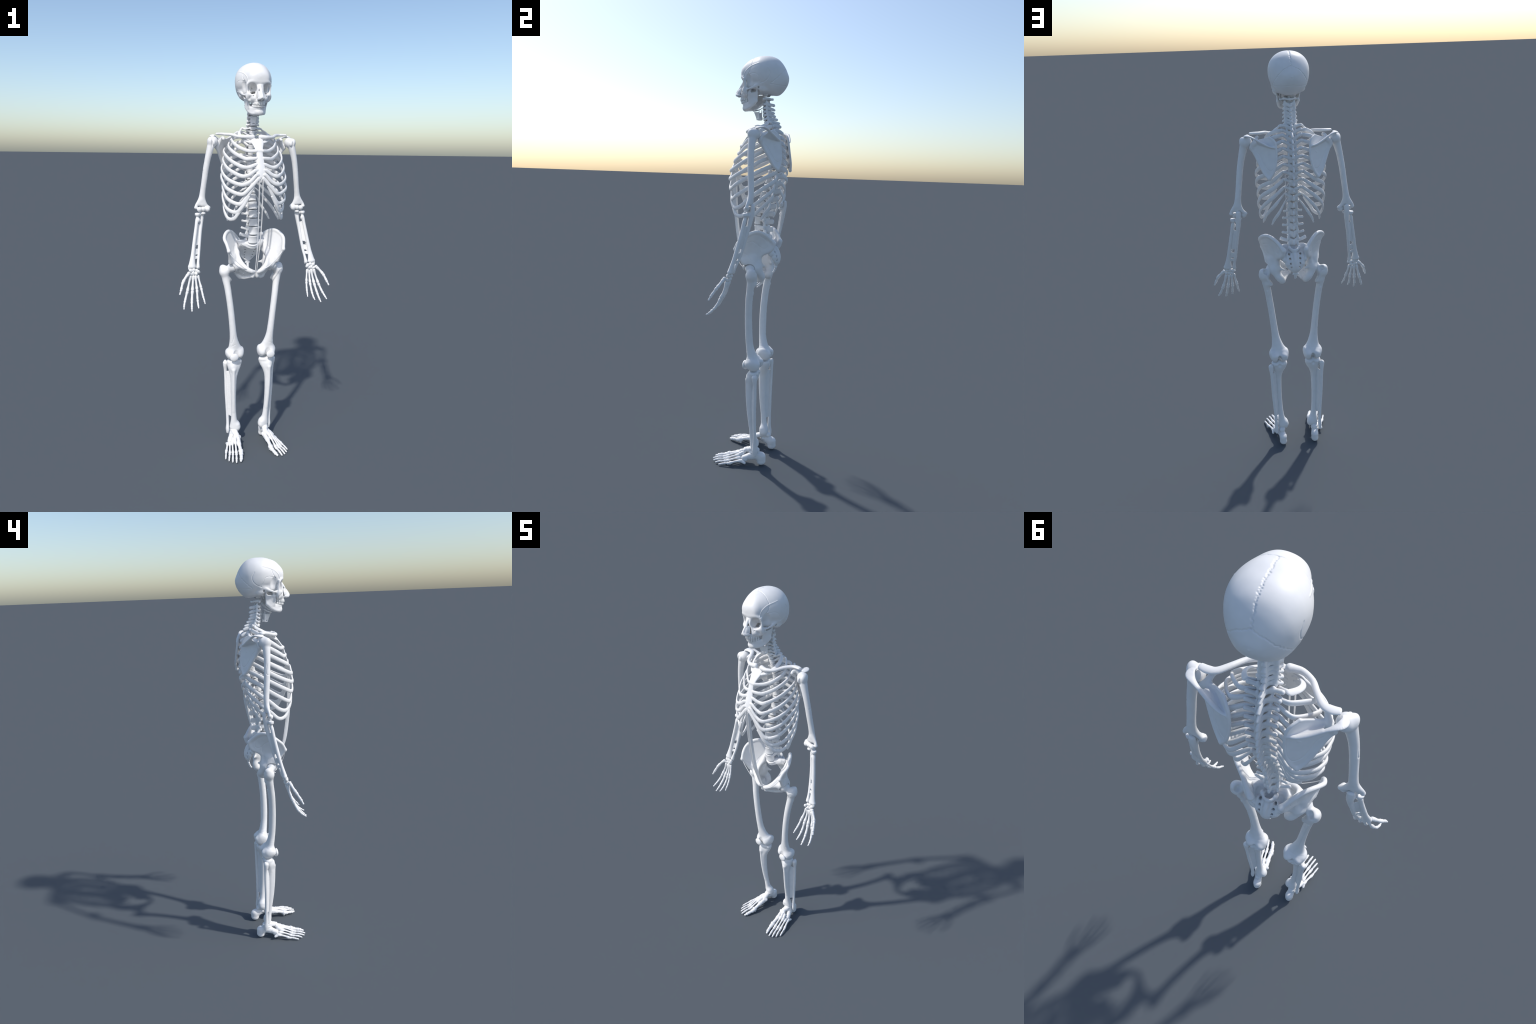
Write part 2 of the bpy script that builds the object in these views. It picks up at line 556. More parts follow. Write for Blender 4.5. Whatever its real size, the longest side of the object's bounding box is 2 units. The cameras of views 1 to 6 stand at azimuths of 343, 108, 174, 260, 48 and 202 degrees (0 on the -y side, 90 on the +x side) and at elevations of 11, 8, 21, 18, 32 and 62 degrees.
    # sutures: thin wandering grooves on the vault
    zt = lambda y: np.interp(y, vault.S[:, 0], vault.S[:, 1])

    def groove(pts, wander, width=.0014, both=True, n=10, freq=1.0):
        P = spline(np.array(pts, float), n)
        T = np.gradient(P, axis=0)
        T /= np.linalg.norm(T, axis=1, keepdims=True) + 1e-9
        N = P - np.array([0, .025, 1.905])
        B = np.cross(T, N)
        B /= np.linalg.norm(B, axis=1, keepdims=True) + 1e-9
        z = rng.normal(0, 1, len(P))
        P = P + B * (z * wander)[:, None]
        for side in ((1, -1) if both else (1,)):
            q = F.onto(P * [side, 1, 1], 0.0)
            F.cut(Tube(q, [width] * len(q), n=2), .0012)

    ys = np.linspace(-.019, .124, 9)
    groove([(0, y, zt(y)) for y in ys], .0018, .0017, both=False, n=9)
    groove([(.0005, -.019, 1.992), (.030, -.020, 1.985), (.055, -.020, 1.966), (.070, -.021, 1.946), (.069, -.030, 1.920), (.064, -.040, 1.905)], .0011, .0014, n=7)
    groove([(0, .125, 1.941), (.026, .120, 1.925), (.050, .102, 1.898), (.068, .074, 1.866)], .0012, .0016, n=9)
    groove([(.074, .030, 1.868), (.080, .052, 1.876), (.082, .070, 1.892), (.083, .073, 1.915), (.084, .062, 1.932)], .0001, .0014)
    groove([(.064, -.040, 1.905), (.076, -.010, 1.912), (.083, .014, 1.906), (.082, .026, 1.885), (.080, .036, 1.870)], .0004, .0011)
    groove([(.068, .074, 1.866), (.045, .110, 1.861), (.020, .128, 1.861), (.001, .132, 1.862)], .0002, .0011)
    # temporal line: a faint raised thread
    P = spline(np.array([(.0560, -.066, 1.900), (.058, -.056, 1.922), (.064, -.038, 1.938), (.071, -.020, 1.947), (.078, .002, 1.953), (.081, .020, 1.957)]), 6)
    for side in (1, -1):
        q = F.onto(P * [side, 1, 1], 0.0)
        F.add(Tube(q, np.interp(np.arange(len(q)), [0, len(q) * .6, len(q)], [.0010, .0010, .0003]).tolist(), n=2), .003)
    V, Q = F.net(1)
    skull = place("skull", V, Q)

    # cartilages of the nose
    prims = [Tube([(0, -.0985, 1.858), (0, -.1085, 1.846), (0, -.1160, 1.834), (0, -.1180, 1.827)], [.0035, .0042, .0045, .0040]),
             Sheet([[(.0020, -.0985, 1.858, .0022), (.0070, -.0950, 1.857, .0022), (.0110, -.0890, 1.856, .0020)], [(.0025, -.1085, 1.845, .0024), (.0095, -.1030, 1.843, .0024), (.0150, -.0900, 1.842, .0020)], [(.0030, -.1160, 1.832, .0024), (.0110, -.1080, 1.831, .0022), (.0160, -.0930, 1.830, .0018)]]),
             Plate((0, -.1000, 1.850), (0, -.1150, 1.828), (0, -.0880, 1.822), .0012),
             Tube([(.0025, -.1165, 1.829), (.0070, -.1155, 1.8245), (.0125, -.1080, 1.8225), (.0155, -.0975, 1.8220), (.0140, -.0895, 1.8200)], [(.0045, .0050), (.0045, .0060), (.0040, .0062), (.0035, .0056), (.0030, .0035)]),
             Tube([(.0015, -.1170, 1.826), (.0020, -.1080, 1.8170), (.0020, -.0960, 1.8170)], [.0030, .0025, .0020])]
    bone("nasal_cartilage", prims, h=.0011, k=.003, sym=True, mat=GRISTLE, parent=skull)

    # jaw
    body = [Tube([(0, -.0725, 1.7690), (.011, -.0705, 1.7690), (.0230, -.0585, 1.7695), (.0335, -.0410, 1.7735), (.0420, -.0200, 1.7830), (.0455, -.0060, 1.7950)],
                 [(.0068, .0140), (.0066, .0140), (.0060, .0135), (.0058, .0140), (.0050, .0140), (.0042, .0110)]),
            (Ball((0, -.0700, 1.7625), (.0160, .0085, .0090)), .012),
            Tube([(.004, -.0705, 1.758), (.018, -.0640, 1.7575), (.0300, -.0480, 1.7590), (.0385, -.0260, 1.7690), (.0455, .0000, 1.7900)], [.0050, .0050, .0048, .0045, .0042]),
            Sheet([[(.0390, -.0360, 1.7860, .0042), (.0420, -.0160, 1.7830, .0040), (.0460, .0020, 1.7920, .0040)], [(.0450, -.0420, 1.8080, .0032), (.0475, -.0180, 1.8080, .0028), (.0490, .0045, 1.8100, .0032)],
                   [(.0500, -.0395, 1.8260, .0030), (.0515, -.0180, 1.8270, .0024), (.0535, .0060, 1.8300, .0032)]]),
            Tube([(.0495, -.0370, 1.824), (.0520, -.0320, 1.838), (.0530, -.0260, 1.847)], [(.0030, .0060), (.0026, .0055), (.0020, .0030)], up=(0, 1, 0)),
            Tube([(.0535, .0050, 1.836), (.0570, .0060, 1.846)], [.0038, .0045]),
            Tube([(.0500, .0060, 1.8485), (.0650, .0075, 1.8490)], [(.0050, .0048)] * 2),
            Tube([(0, -.0775, 1.7830), (.011, -.0750, 1.7830), (.0205, -.0630, 1.7830), (.0275, -.0460, 1.7850), (.0330, -.0330, 1.7880)], [(.0052, .0060)] * 5)]
    jaw = bone("jaw", body, h=.0013, k=.008, sym=True, parent=skull)

    # teeth along the two dental arches
    def arch(z, depth, pts):
        return spline(np.array(pts, float), 24)
    up = spline(np.array([(0, -.0925, 1.8020), (.0110, -.0895, 1.8020), (.0200, -.0790, 1.8025), (.0255, -.0640, 1.8035), (.0285, -.0440, 1.8060)]), 30)
    low = spline(np.array([(0, -.0875, 1.7900), (.0100, -.0850, 1.7900), (.0185, -.0755, 1.7905), (.0245, -.0610, 1.7915), (.0300, -.0400, 1.7945)]), 30)
    for row, sizes, half, par in ((up, [.0086, .0070, .0076, .0070, .0068, .0096, .0092], .0074, skull), (low, [.0056, .0060, .0068, .0070, .0070, .0102, .0098], .0066, jaw)):
        s = np.concatenate([[0], np.cumsum(np.linalg.norm(np.diff(row, axis=0), axis=1))])
        at = 0
        for i, w in enumerate(sizes):
            q = [np.interp(at + w / 2, s, row[:, j]) for j in range(3)]
            q2 = [np.interp(at + w / 2 + .001, s, row[:, j]) for j in range(3)]
            at += w
            t = unit(vec(q2) - vec(q))
            A = np.array([t, np.cross([0, 0, 1], t), [0, 0, 1]])
            n = 10
            th, ph = np.meshgrid(np.linspace(0, 2 * np.pi, 14, endpoint=False), np.linspace(-np.pi / 2, np.pi / 2, n), indexing='ij')
            e = .62
            f = lambda v: np.sign(v) * np.abs(v) ** e
            dep = .0042 if i < 3 else .0050
            L = np.stack([f(np.cos(ph)) * f(np.cos(th)) * w * .47, f(np.cos(ph)) * f(np.sin(th)) * dep, f(np.sin(ph)) * half], -1).reshape(-1, 3)
            V = L @ A + vec(q)
            a, b = np.meshgrid(np.arange(14), np.arange(n - 1), indexing='ij')
            Q = np.stack([a * n + b, ((a + 1) % 14) * n + b, ((a + 1) % 14) * n + b + 1, a * n + b + 1], -1).reshape(-1, 4)
            place("tooth", V, Q, TOOTH, both=True, parent=(par, par))


# ---------------------------------------------------------------------------
# 4. Throat
# ---------------------------------------------------------------------------
def build_throat():
    V, Q = sweep_mesh([(-.0210, .0080, 1.7660), (-.0190, -.006, 1.7580), (-.0110, -.0250, 1.7530), (0, -.0285, 1.7525), (.0110, -.0250, 1.7530), (.0190, -.006, 1.7580), (.0210, .0080, 1.7660)],
                      [.0018, .0024, (.0035, .0045), (.0040, .0055), (.0035, .0045), .0024, .0018])
    place("hyoid_bone", V, Q)
    T = .0014
    prims = [Plate((0, -.0235, 1.744), (0, -.0120, 1.718), (.0195, .0060, 1.742), T), Plate((0, -.0120, 1.718), (.0195, .0060, 1.742), (.0180, .0070, 1.716), T),
             Tube([(.0195, .0062, 1.756), (.0195, .0064, 1.730), (.0180, .0072, 1.712)], [.0014, .0018, .0014]),
             Tube([(0, -.0105, 1.711), (.0110, -.0060, 1.710), (.0150, .0050, 1.711), (.0110, .0130, 1.714), (0, .0150, 1.715)], [(.0018, .0030), (.0018, .0032), (.0018, .004), (.002, .0060), (.002, .0075)])]
    bone("larynx_cartilage", prims, h=.0012, k=.003, sym=True, mat=GRISTLE)


# ---------------------------------------------------------------------------
# 5. Spine
# ---------------------------------------------------------------------------
DISC = [1.771, 1.754, 1.737, 1.720, 1.703, 1.685, 1.664, 1.641, 1.617, 1.592, 1.563, 1.533, 1.502, 1.470, 1.438, 1.405, 1.370, 1.332, 1.291, 1.249, 1.207, 1.164, 1.121]
FRONT_Z = [1.121, 1.164, 1.207, 1.249, 1.291, 1.332, 1.370, 1.405, 1.438, 1.470, 1.502, 1.533, 1.563, 1.592, 1.617, 1.641, 1.664, 1.685, 1.703, 1.737, 1.80]
FRONT_Y = [.006, -.004, -.0065, -.0055, .000, .012, .027, .040, .050, .057, .062, .063, .060, .055, .050, .045, .0385, .0305, .0245, .0185, .0165]


def body_size(i):
    """half width, half depth of vertebral body number i (0 = second neck vertebra)."""
    j = [0, 5, 6, 10, 17, 18, 22]
    return np.interp(i, j, [.0115, .0145, .0150, .0150, .0220, .0235, .0265]), np.interp(i, j, [.0085, .0100, .0105, .0145, .0180, .0190, .0205])


SPINE_TIPS = {0: (.075, 1.775), 1: (.077, 1.754), 2: (.0755, 1.739), 3: (.0815, 1.724), 4: (.092, 1.7095), 5: (.104, 1.692), 6: (.112, 1.673), 7: (.122, 1.645),
              8: (.128, 1.619), 9: (.134, 1.588), 10: (.138, 1.557), 11: (.1405, 1.527), 12: (.142, 1.496), 13: (.141, 1.466), 14: (.138, 1.436), 15: (.131, 1.406),
              16: (.124, 1.374), 17: (.113, 1.340), 18: (.102, 1.300), 19: (.098, 1.262), 20: (.093, 1.224), 21: (.090, 1.186), 22: (.087, 1.150)}
RIB_PROCESS = {}


def build_spine():
    tops = [1.790] + DISC[:-1]
    for i in range(23):
        zt, zb = tops[i], DISC[i]
        zc = (zt + zb) / 2
        wx, dy = body_size(i)
        yf = np.interp(zc, FRONT_Z, FRONT_Y)
        slope = (np.interp(zt, FRONT_Z, FRONT_Y) - np.interp(zb, FRONT_Z, FRONT_Y)) / (zt - zb)
        tilt = math.atan(slope) * .8
        yc = yf + dy
        hz = (zt - zb) / 2 - (.0010 if i < 6 else .0014 if i < 15 else .0022)
        yl = yc + dy + (.017 if i < 6 else .021 if i < 15 else .026)      # where the laminae meet
        rise = -slope * .9                                                # posterior parts follow the lean of the spine
        back = lambda y: zc + (y - yc) * rise
        ty, tz = SPINE_TIPS[i]
        prims = [(Drum((0, yc, zc), wx, dy, hz, -tilt, .06 if i < 6 else .13), .003)]
        pedx = wx * (.80 if i < 6 else .62)
        lift = hz * .35
        lamx = .0185 if i < 6 else np.interp(i, [6, 8, 15, 18, 22], [.0180, .0165, .0150, .0155, .0190])
        prims.append(Tube([(pedx, yc + dy * .6, back(yc + dy * .6) + lift), (lamx * .95, yl - .009, back(yl) + lift * .6)], [(.0042, hz * .55)] * 2, up=(0, 0, 1)))
        lam = hz * (1.05 if i < 6 else 1.05 if i < 16 else .85)
        prims.append((Tube([(lamx, yl - .010, back(yl) + lift * .4), (lamx * .62, yl - .004, back(yl) - .002), (0, yl + .003, back(yl) - .005)], [(.0040, lam * .85), (.0036, lam), (.0036, lam * .9)]), .004))
        root = vec((0, yl + .001, back(yl) - .004))
        tip = vec((0, ty, tz))
        if i < 6:
            prims.append(Tube([root, (root + tip) / 2 + [0, 0, .001], tip - [0, .002, 0]], [(.0042, .0070), (.0036, .0058), (.0042, .0044 if i else .0060)]))
            if i < 5:
                prims.append(Tube([tip - [0, .006, 0], tip + [.0045, 0, -.001]], [.0028, .0026]))
        elif i < 16:
            prims.append(Tube([root, (root + tip) / 2 + [0, .002, .002], tip - [0, .003, -.002]], [(.0050, .0090), (.0042, .0085), (.0042, .0056)]))
        else:
            prims.append(Tube([root, (root + tip) / 2, tip - [0, .004, 0]], [(.0040, .0105), (.0036, .0110), (.0042, .0105)]))
        # articular pillars
        for dz in (1, -1):
            w_ = .0065 if i < 6 else .0050 if i < 16 else .0065
            prims.append(Ball((lamx + (.0010 if i < 16 else .002), yl - (.009 if dz > 0 else .006), back(yl - .008) + lift * .4 + dz * hz * .95), (w_, .0048 if i < 16 else .0060, hz * .55 + .0025)))
        # transverse processes
        if i < 6:
            x = np.interp(i, [0, 5], [.0250, .0310])
            prims.append(Tube([(wx * .85, yc + .001, zc), (x, yc + .008, zc - .003)], [(.0034, .0036), (.0036, .0042)]))
            prims.append(Tube([(x, yc + .008, zc - .003), (lamx + .003, yl - .008, back(yl))], [.0038, .0058]))
        elif i < 18:
            n_ = i - 5
            x = np.interp(n_, [1, 2, 8, 11, 12], [.0440, .0420, .0405, .0330, .0240])
            y = np.interp(n_, [1, 2, 3, 4, 6, 8, 10, 12], [.0720, .0860, .0960, .1040, .1120, .1130, .1050, .0800])
            z = np.interp(n_, [1, 2, 3, 4, 5, 6, 8, 10, 12], [1.694, 1.676, 1.656, 1.630, 1.599, 1.565, 1.496, 1.424, 1.354])
            RIB_PROCESS[n_] = (x, y, z)
            a_ = vec((lamx * .9, yl - .006, back(yl) + lift * .5))
            prims.append(Tube([a_, (a_ + vec((x, y, z))) / 2 + [0, -.001, .001], (x, y, z)], [(.0062, .0070), (.0054, .0060), (.0058, .0068)]))
        else:
            tp = {18: (.041, .061, 1.301), 19: (.0465, .060, 1.268), 20: (.0475, .054, 1.232), 21: (.0495, .055, 1.197), 22: (.059, .050, 1.165)}[i]
            b = .0058 if i < 22 else .0085
            a_ = vec((lamx, yl - .012, back(yl - .012) + lift * .4))
            prims.append(Tube([a_, (a_ + vec(tp)) / 2 + [0, .001, -.001], tp], [(.0055, .0075), (.0038, b), (.0046, b * 1.1)]))
            prims.append(Ball((lamx + .006, yl - .005, back(yl) + hz * .55), (.0045, .0055, .008)))
        bone("vertebra", prims, h=.0014, k=.0045, sym=True)
    # dens of the second neck vertebra and the ring-shaped first one
    V, Q = sweep_mesh([(0, .0290, 1.786), (0, .0265, 1.800), (0, .0265, 1.812)], [.0062, .0056, .0045])
    place("vertebra_peg", V, Q)
    ring = [Tube([(0, .0165, 1.8030), (.0100, .0195, 1.8035), (.0195, .0290, 1.8040), (.0225, .0400, 1.8050), (.0190, .0545, 1.8045), (.0090, .0640, 1.8030), (0, .0665, 1.8030)],
                 [(.0032, .0050), (.0032, .0050), (.0060, .0080), (.0055, .0065), (.0035, .0042), (.0032, .0042), (.0036, .0050)]),
            Tube([(.0220, .0340, 1.8030), (.0330, .0350, 1.8020), (.0395, .0350, 1.8010)], [.0055, .0040, .0048])]
    bone("vertebra", ring, h=.0012, k=.004, sym=True)

    # sacrum
    S = [(Tube([(0, .0430, 1.1130), (0, .0700, 1.0930), (0, .0940, 1.0690), (0, .1090, 1.0460), (0, .1130, 1.0280), (0, .1130, 1.0120)],
               [(.0460, .0170), (.0520, .0165), (.0500, .0150), (.0440, .0120), (.0290, .0085), (.0110, .0060)], up=(0, 1, .9), cap=.006), .005),
         (Drum((0, .0270, 1.1080), .0275, .0195, .0100, .50), .008),
         (Tube([(.0180, .0390, 1.1130), (.0420, .0480, 1.1200), (.0620, .0620, 1.1230)], [.0140, .0135, .0090]), .014),
         (Tube([(.0580, .0650, 1.1130), (.0570, .0850, 1.0930), (.0510, .1020, 1.0700)], [(.0070, .0140), (.0070, .0130), (.0060, .0100)]), .010),
         (Tube([(0, .0990, 1.1040), (0, .1160, 1.0860), (0, .1260, 1.0600), (0, .1270, 1.0400), (0, .1220, 1.0240)], [(.0080, .0070), (.0070, .0065), (.0065, .0060), (.0060, .0050), (.0070, .0035)]), .010),
         (Tube([(.0220, .0760, 1.1180), (.0230, .0840, 1.1290)], [.0085, .0070]), .006),
         (Tube([(.0230, .0860, 1.1240), (.0120, .0980, 1.1180), (0, .1010, 1.1160)], [(.0060, .0080), (.0050, .0085), (.0050, .0080)]), .006),
         (Tube([(.0180, .0960, 1.0980), (.0150, .1130, 1.0770), (.0140, .1220, 1.0540), (.0110, .1220, 1.0320)], [.0055, .0050, .0048, .0045]), .010),
         (Tube([(.0350, .0930, 1.0960), (.0350, .1070, 1.0760), (.0330, .1150, 1.0560)], [.0060, .0050, .0050]), .012)]
    cuts = [Ball((0, .0830, 1.1080), (.0130, .0160, .0090), axes((0, 1, -.9)))]
    for x, y, z in ((.0270, .0860, 1.0920), (.0240, .1000, 1.0735), (.0225, .1110, 1.0530), (.0190, .1150, 1.0350)):
        r = .0058 - (1.09 - z) * .03
        cuts.append((Tube([(x, y - .035, z - .022), (x, y + .035, z + .022)], [r * .8, r]), .002))
    bone("sacrum", S, h=.0016, sym=True, cuts=cuts)
    C = [Tube([(0, .1125, 1.0035), (0, .1115, .9985)], [(.0125, .0050), (.0080, .0045)], up=(0, 1, .2)), Tube([(.006, .1130, 1.0040), (.0125, .1130, 1.0010)], [.0035, .0030]),
         Ball((0, .1090, .9910), (.0068, .0050, .0058)), Ball((0, .1050, .9820), (.0052, .0046, .0055)), Ball((0, .1000, .9750), (.0040, .0045, .0040))]
    bone("tailbone", C, h=.0012, k=.003, sym=True)


# ---------------------------------------------------------------------------
# 6. Rib cage
# ---------------------------------------------------------------------------
RIBS = {}


def rib_path(n, *pts):
    RIBS[n] = [vec(p) for p in pts]


# from the angle of the back round the side to the front end (left side)
rib_path(1, (.058, .058, 1.683), (.071, .034, 1.670), (.072, .008, 1.655), (.058, -.020, 1.636), (.042, -.035, 1.628), (.030, -.044, 1.625))
rib_path(2, (.068, .078, 1.671), (.094, .052, 1.655), (.111, .020, 1.631), (.092, -.024, 1.603), (.053, -.057, 1.584), (.020, -.081, 1.583))
rib_path(3, (.082, .098, 1.647), (.113, .060, 1.620), (.126, .025, 1.600), (.110, -.027, 1.572), (.069, -.068, 1.547), (.048, -.083, 1.546), (.022, -.091, 1.548))
rib_path(4, (.095, .111, 1.612), (.136, .070, 1.588), (.146, .030, 1.568), (.130, -.032, 1.536), (.091, -.082, 1.510), (.058, -.092, 1.506), (.025, -.099, 1.518))
rib_path(5, (.099, .117, 1.578), (.139, .068, 1.551), (.152, .025, 1.527), (.140, -.039, 1.493), (.095, -.099, 1.465), (.059, -.107, 1.470), (.028, -.109, 1.491))
rib_path(6, (.100, .118, 1.541), (.148, .066, 1.509), (.160, .012, 1.476), (.144, -.052, 1.444), (.097, -.103, 1.424), (.056, -.112, 1.437), (.024, -.115, 1.469))
rib_path(7, (.103, .122, 1.499), (.151, .069, 1.467), (.160, .010, 1.434), (.148, -.053, 1.400), (.094, -.101, 1.378), (.054, -.112, 1.409), (.014, -.115, 1.452))
rib_path(8, (.097, .123, 1.461), (.144, .069, 1.425), (.155, .010, 1.384), (.144, -.051, 1.348), (.098, -.090, 1.331), (.067, -.104, 1.366), (.039, -.110, 1.416))
rib_path(9, (.093, .124, 1.426), (.139, .081, 1.387), (.155, .024, 1.343), (.145, -.025, 1.302), (.111, -.070, 1.289), (.087, -.096, 1.321), (.060, -.106, 1.368))
rib_path(10, (.095, .114, 1.382), (.135, .074, 1.337), (.150, .023, 1.294), (.141, -.020, 1.256), (.120, -.057, 1.257), (.104, -.078, 1.284), (.080, -.094, 1.322))
rib_path(11, (.084, .107, 1.346), (.118, .068, 1.296), (.132, .032, 1.257), (.1345, .015, 1.242))
rib_path(12, (.067, .090, 1.302), (.088, .074, 1.267), (.098, .060, 1.240))
BONE_END = {1: 5, 2: 5, 3: 5, 4: 5, 5: 5, 6: 5, 7: 5, 8: 5, 9: 5, 10: 5}


def build_ribs():
    for n in range(1, 13):
        k = n + 5
        zt = ([1.790] + DISC)[k]
        yf = np.interp(zt, FRONT_Z, FRONT_Y)
        wx, dy = body_size(k)
        tx, ty, tz = RIB_PROCESS[n]
        head = vec((wx * .9, yf + dy * 1.75, zt - .006))
        if 1 < n < 11:
            neck = [head, vec((tx * .85, ty - .012, tz - .001)), vec((tx + .008, ty - .006, tz - .003))]
        else:
            neck = [head, vec((tx + (.012 if n > 10 else .002), ty - .008, tz - (.006 if n > 10 else .001)))]
        pts = neck + RIBS[n]
        wide = np.interp(n, [1, 2, 4, 9, 11, 12], [.0085, .0090, .0095, .0095, .0082, .0072])
        thin = np.interp(n, [1, 2, 9, 12], [.0042, .0048, .0050, .0046])
        N = len(pts)
        r = [(thin * .95, wide * .62), (thin * .85, wide * .60), (thin * 1.1, wide * .85)][:len(neck)] + [(thin, wide)] * (N - len(neck))
        mid = vec((0, .02, 0))

        def updir(q):
            return (0, 0, 1)
        if n == 1:                                   # the first rib lies flat
            def updir(q):
                o = unit((q[0], q[1] - .02, 0))
                return (-o[0] * .75, -o[1] * .75, .62)
        if n > 10:
            r[-1] = (thin * .75, wide * .62)
            V, Q = sweep_mesh(pts, r, updir, 9, 14)
            place("rib", V, Q, both=True)
            continue
        if n < 8:
            pts, r, N = pts + [pts[-1] * [.45, 1, 1] + [0, .002, 0]], r + [r[-1]], N + 1
        cut = N - 3 - (n < 8) if n > 1 else N - 3                # bone ends here, cartilage goes on
        S = spline(np.hstack([np.array(pts), np.array(r)]), 9)
        e = cut * 9
        A, B = S[:e + 1], S[e - 1:].copy()
        V, Q = sweep_mesh(A[:, :3], [tuple(q) for q in A[:, 3:]], updir, 1, 14, 2.2)
        ribs = place("rib", V, Q, both=True)
        t = np.linspace(0, 1, len(B))
        g = 1.03 if n < 8 else 1.08
        B[:, 3] *= 1.12
        B[:, 4] *= g * (1 - (.20 if n < 7 else .12) * t)
        V, Q = sweep_mesh(B[:, :3], [tuple(q) for q in B[:, 3:]], updir, 1, 14, 2.2)
        place("rib_cartilage", V, Q, GRISTLE, both=True, parent=ribs)

    # breastbone
    st = [(Tube([(0, -.0370, 1.6390), (0, -.0480, 1.6240), (0, -.0640, 1.6040), (0, -.0780, 1.5860)], [(.0300, .0075), (.0310, .0070), (.0240, .0062), (.0180, .0060)], up=(0, -1, 0)), .003),
          (Tube([(0, -.0795, 1.5840), (0, -.0860, 1.5650), (0, -.0930, 1.5400), (0, -.1010, 1.5130), (0, -.1085, 1.4870), (0, -.1120, 1.4680), (0, -.1135, 1.4590)],
                [(.0180, .0060), (.0165, .0056), (.0195, .0056), (.0215, .0056), (.0240, .0056), (.0215, .0054), (.0150, .0050)], up=(0, -1, 0)), .003)]
    for z, w in ((1.584, .012),):
        y = np.interp(z, [1.459, 1.487, 1.54, 1.584], [-.1135, -.1085, -.093, -.0795])
        st.append((Tube([(-w, y - .0025, z), (w, y - .0025, z)], [(.0035, .0034)] * 2), .008))
    cuts = [Ball((0, -.0360, 1.6470), (.0130, .0200, .0065)), Ball((.0310, -.0350, 1.6460), (.0100, .0130, .0075)), Ball((-.0310, -.0350, 1.6460), (.0100, .0130, .0075))]
    b = bone("breastbone", st, h=.0016, cuts=cuts)
    V, Q = sweep_mesh([(0, -.1130, 1.4580), (0, -.1125, 1.4470), (0, -.1105, 1.4350)], [(.0080, .0030), (.0065, .0028), (.0035, .0022)], up=(0, -1, 0))
    place("breastbone_tip", V, Q, GRISTLE, parent=b)
    # two thin tendon bands down to the pubis
    P = [(.0085, -.1150, 1.4450), (.0090, -.1120, 1.3700), (.0085, -.1040, 1.2540), (.0065, -.0880, 1.1400), (.0050, -.0740, 1.0850), (.0035, -.0450, .9930)]
    V, Q = sweep_mesh(P, [(.0011, .0085), (.0011, .0080), (.0011, .0070), (.0011, .0075), (.0011, .0065), (.0011, .0040)], up=(0, -1, 0), flat=3)
    place("tendon_band", V, Q, GRISTLE, both=True)


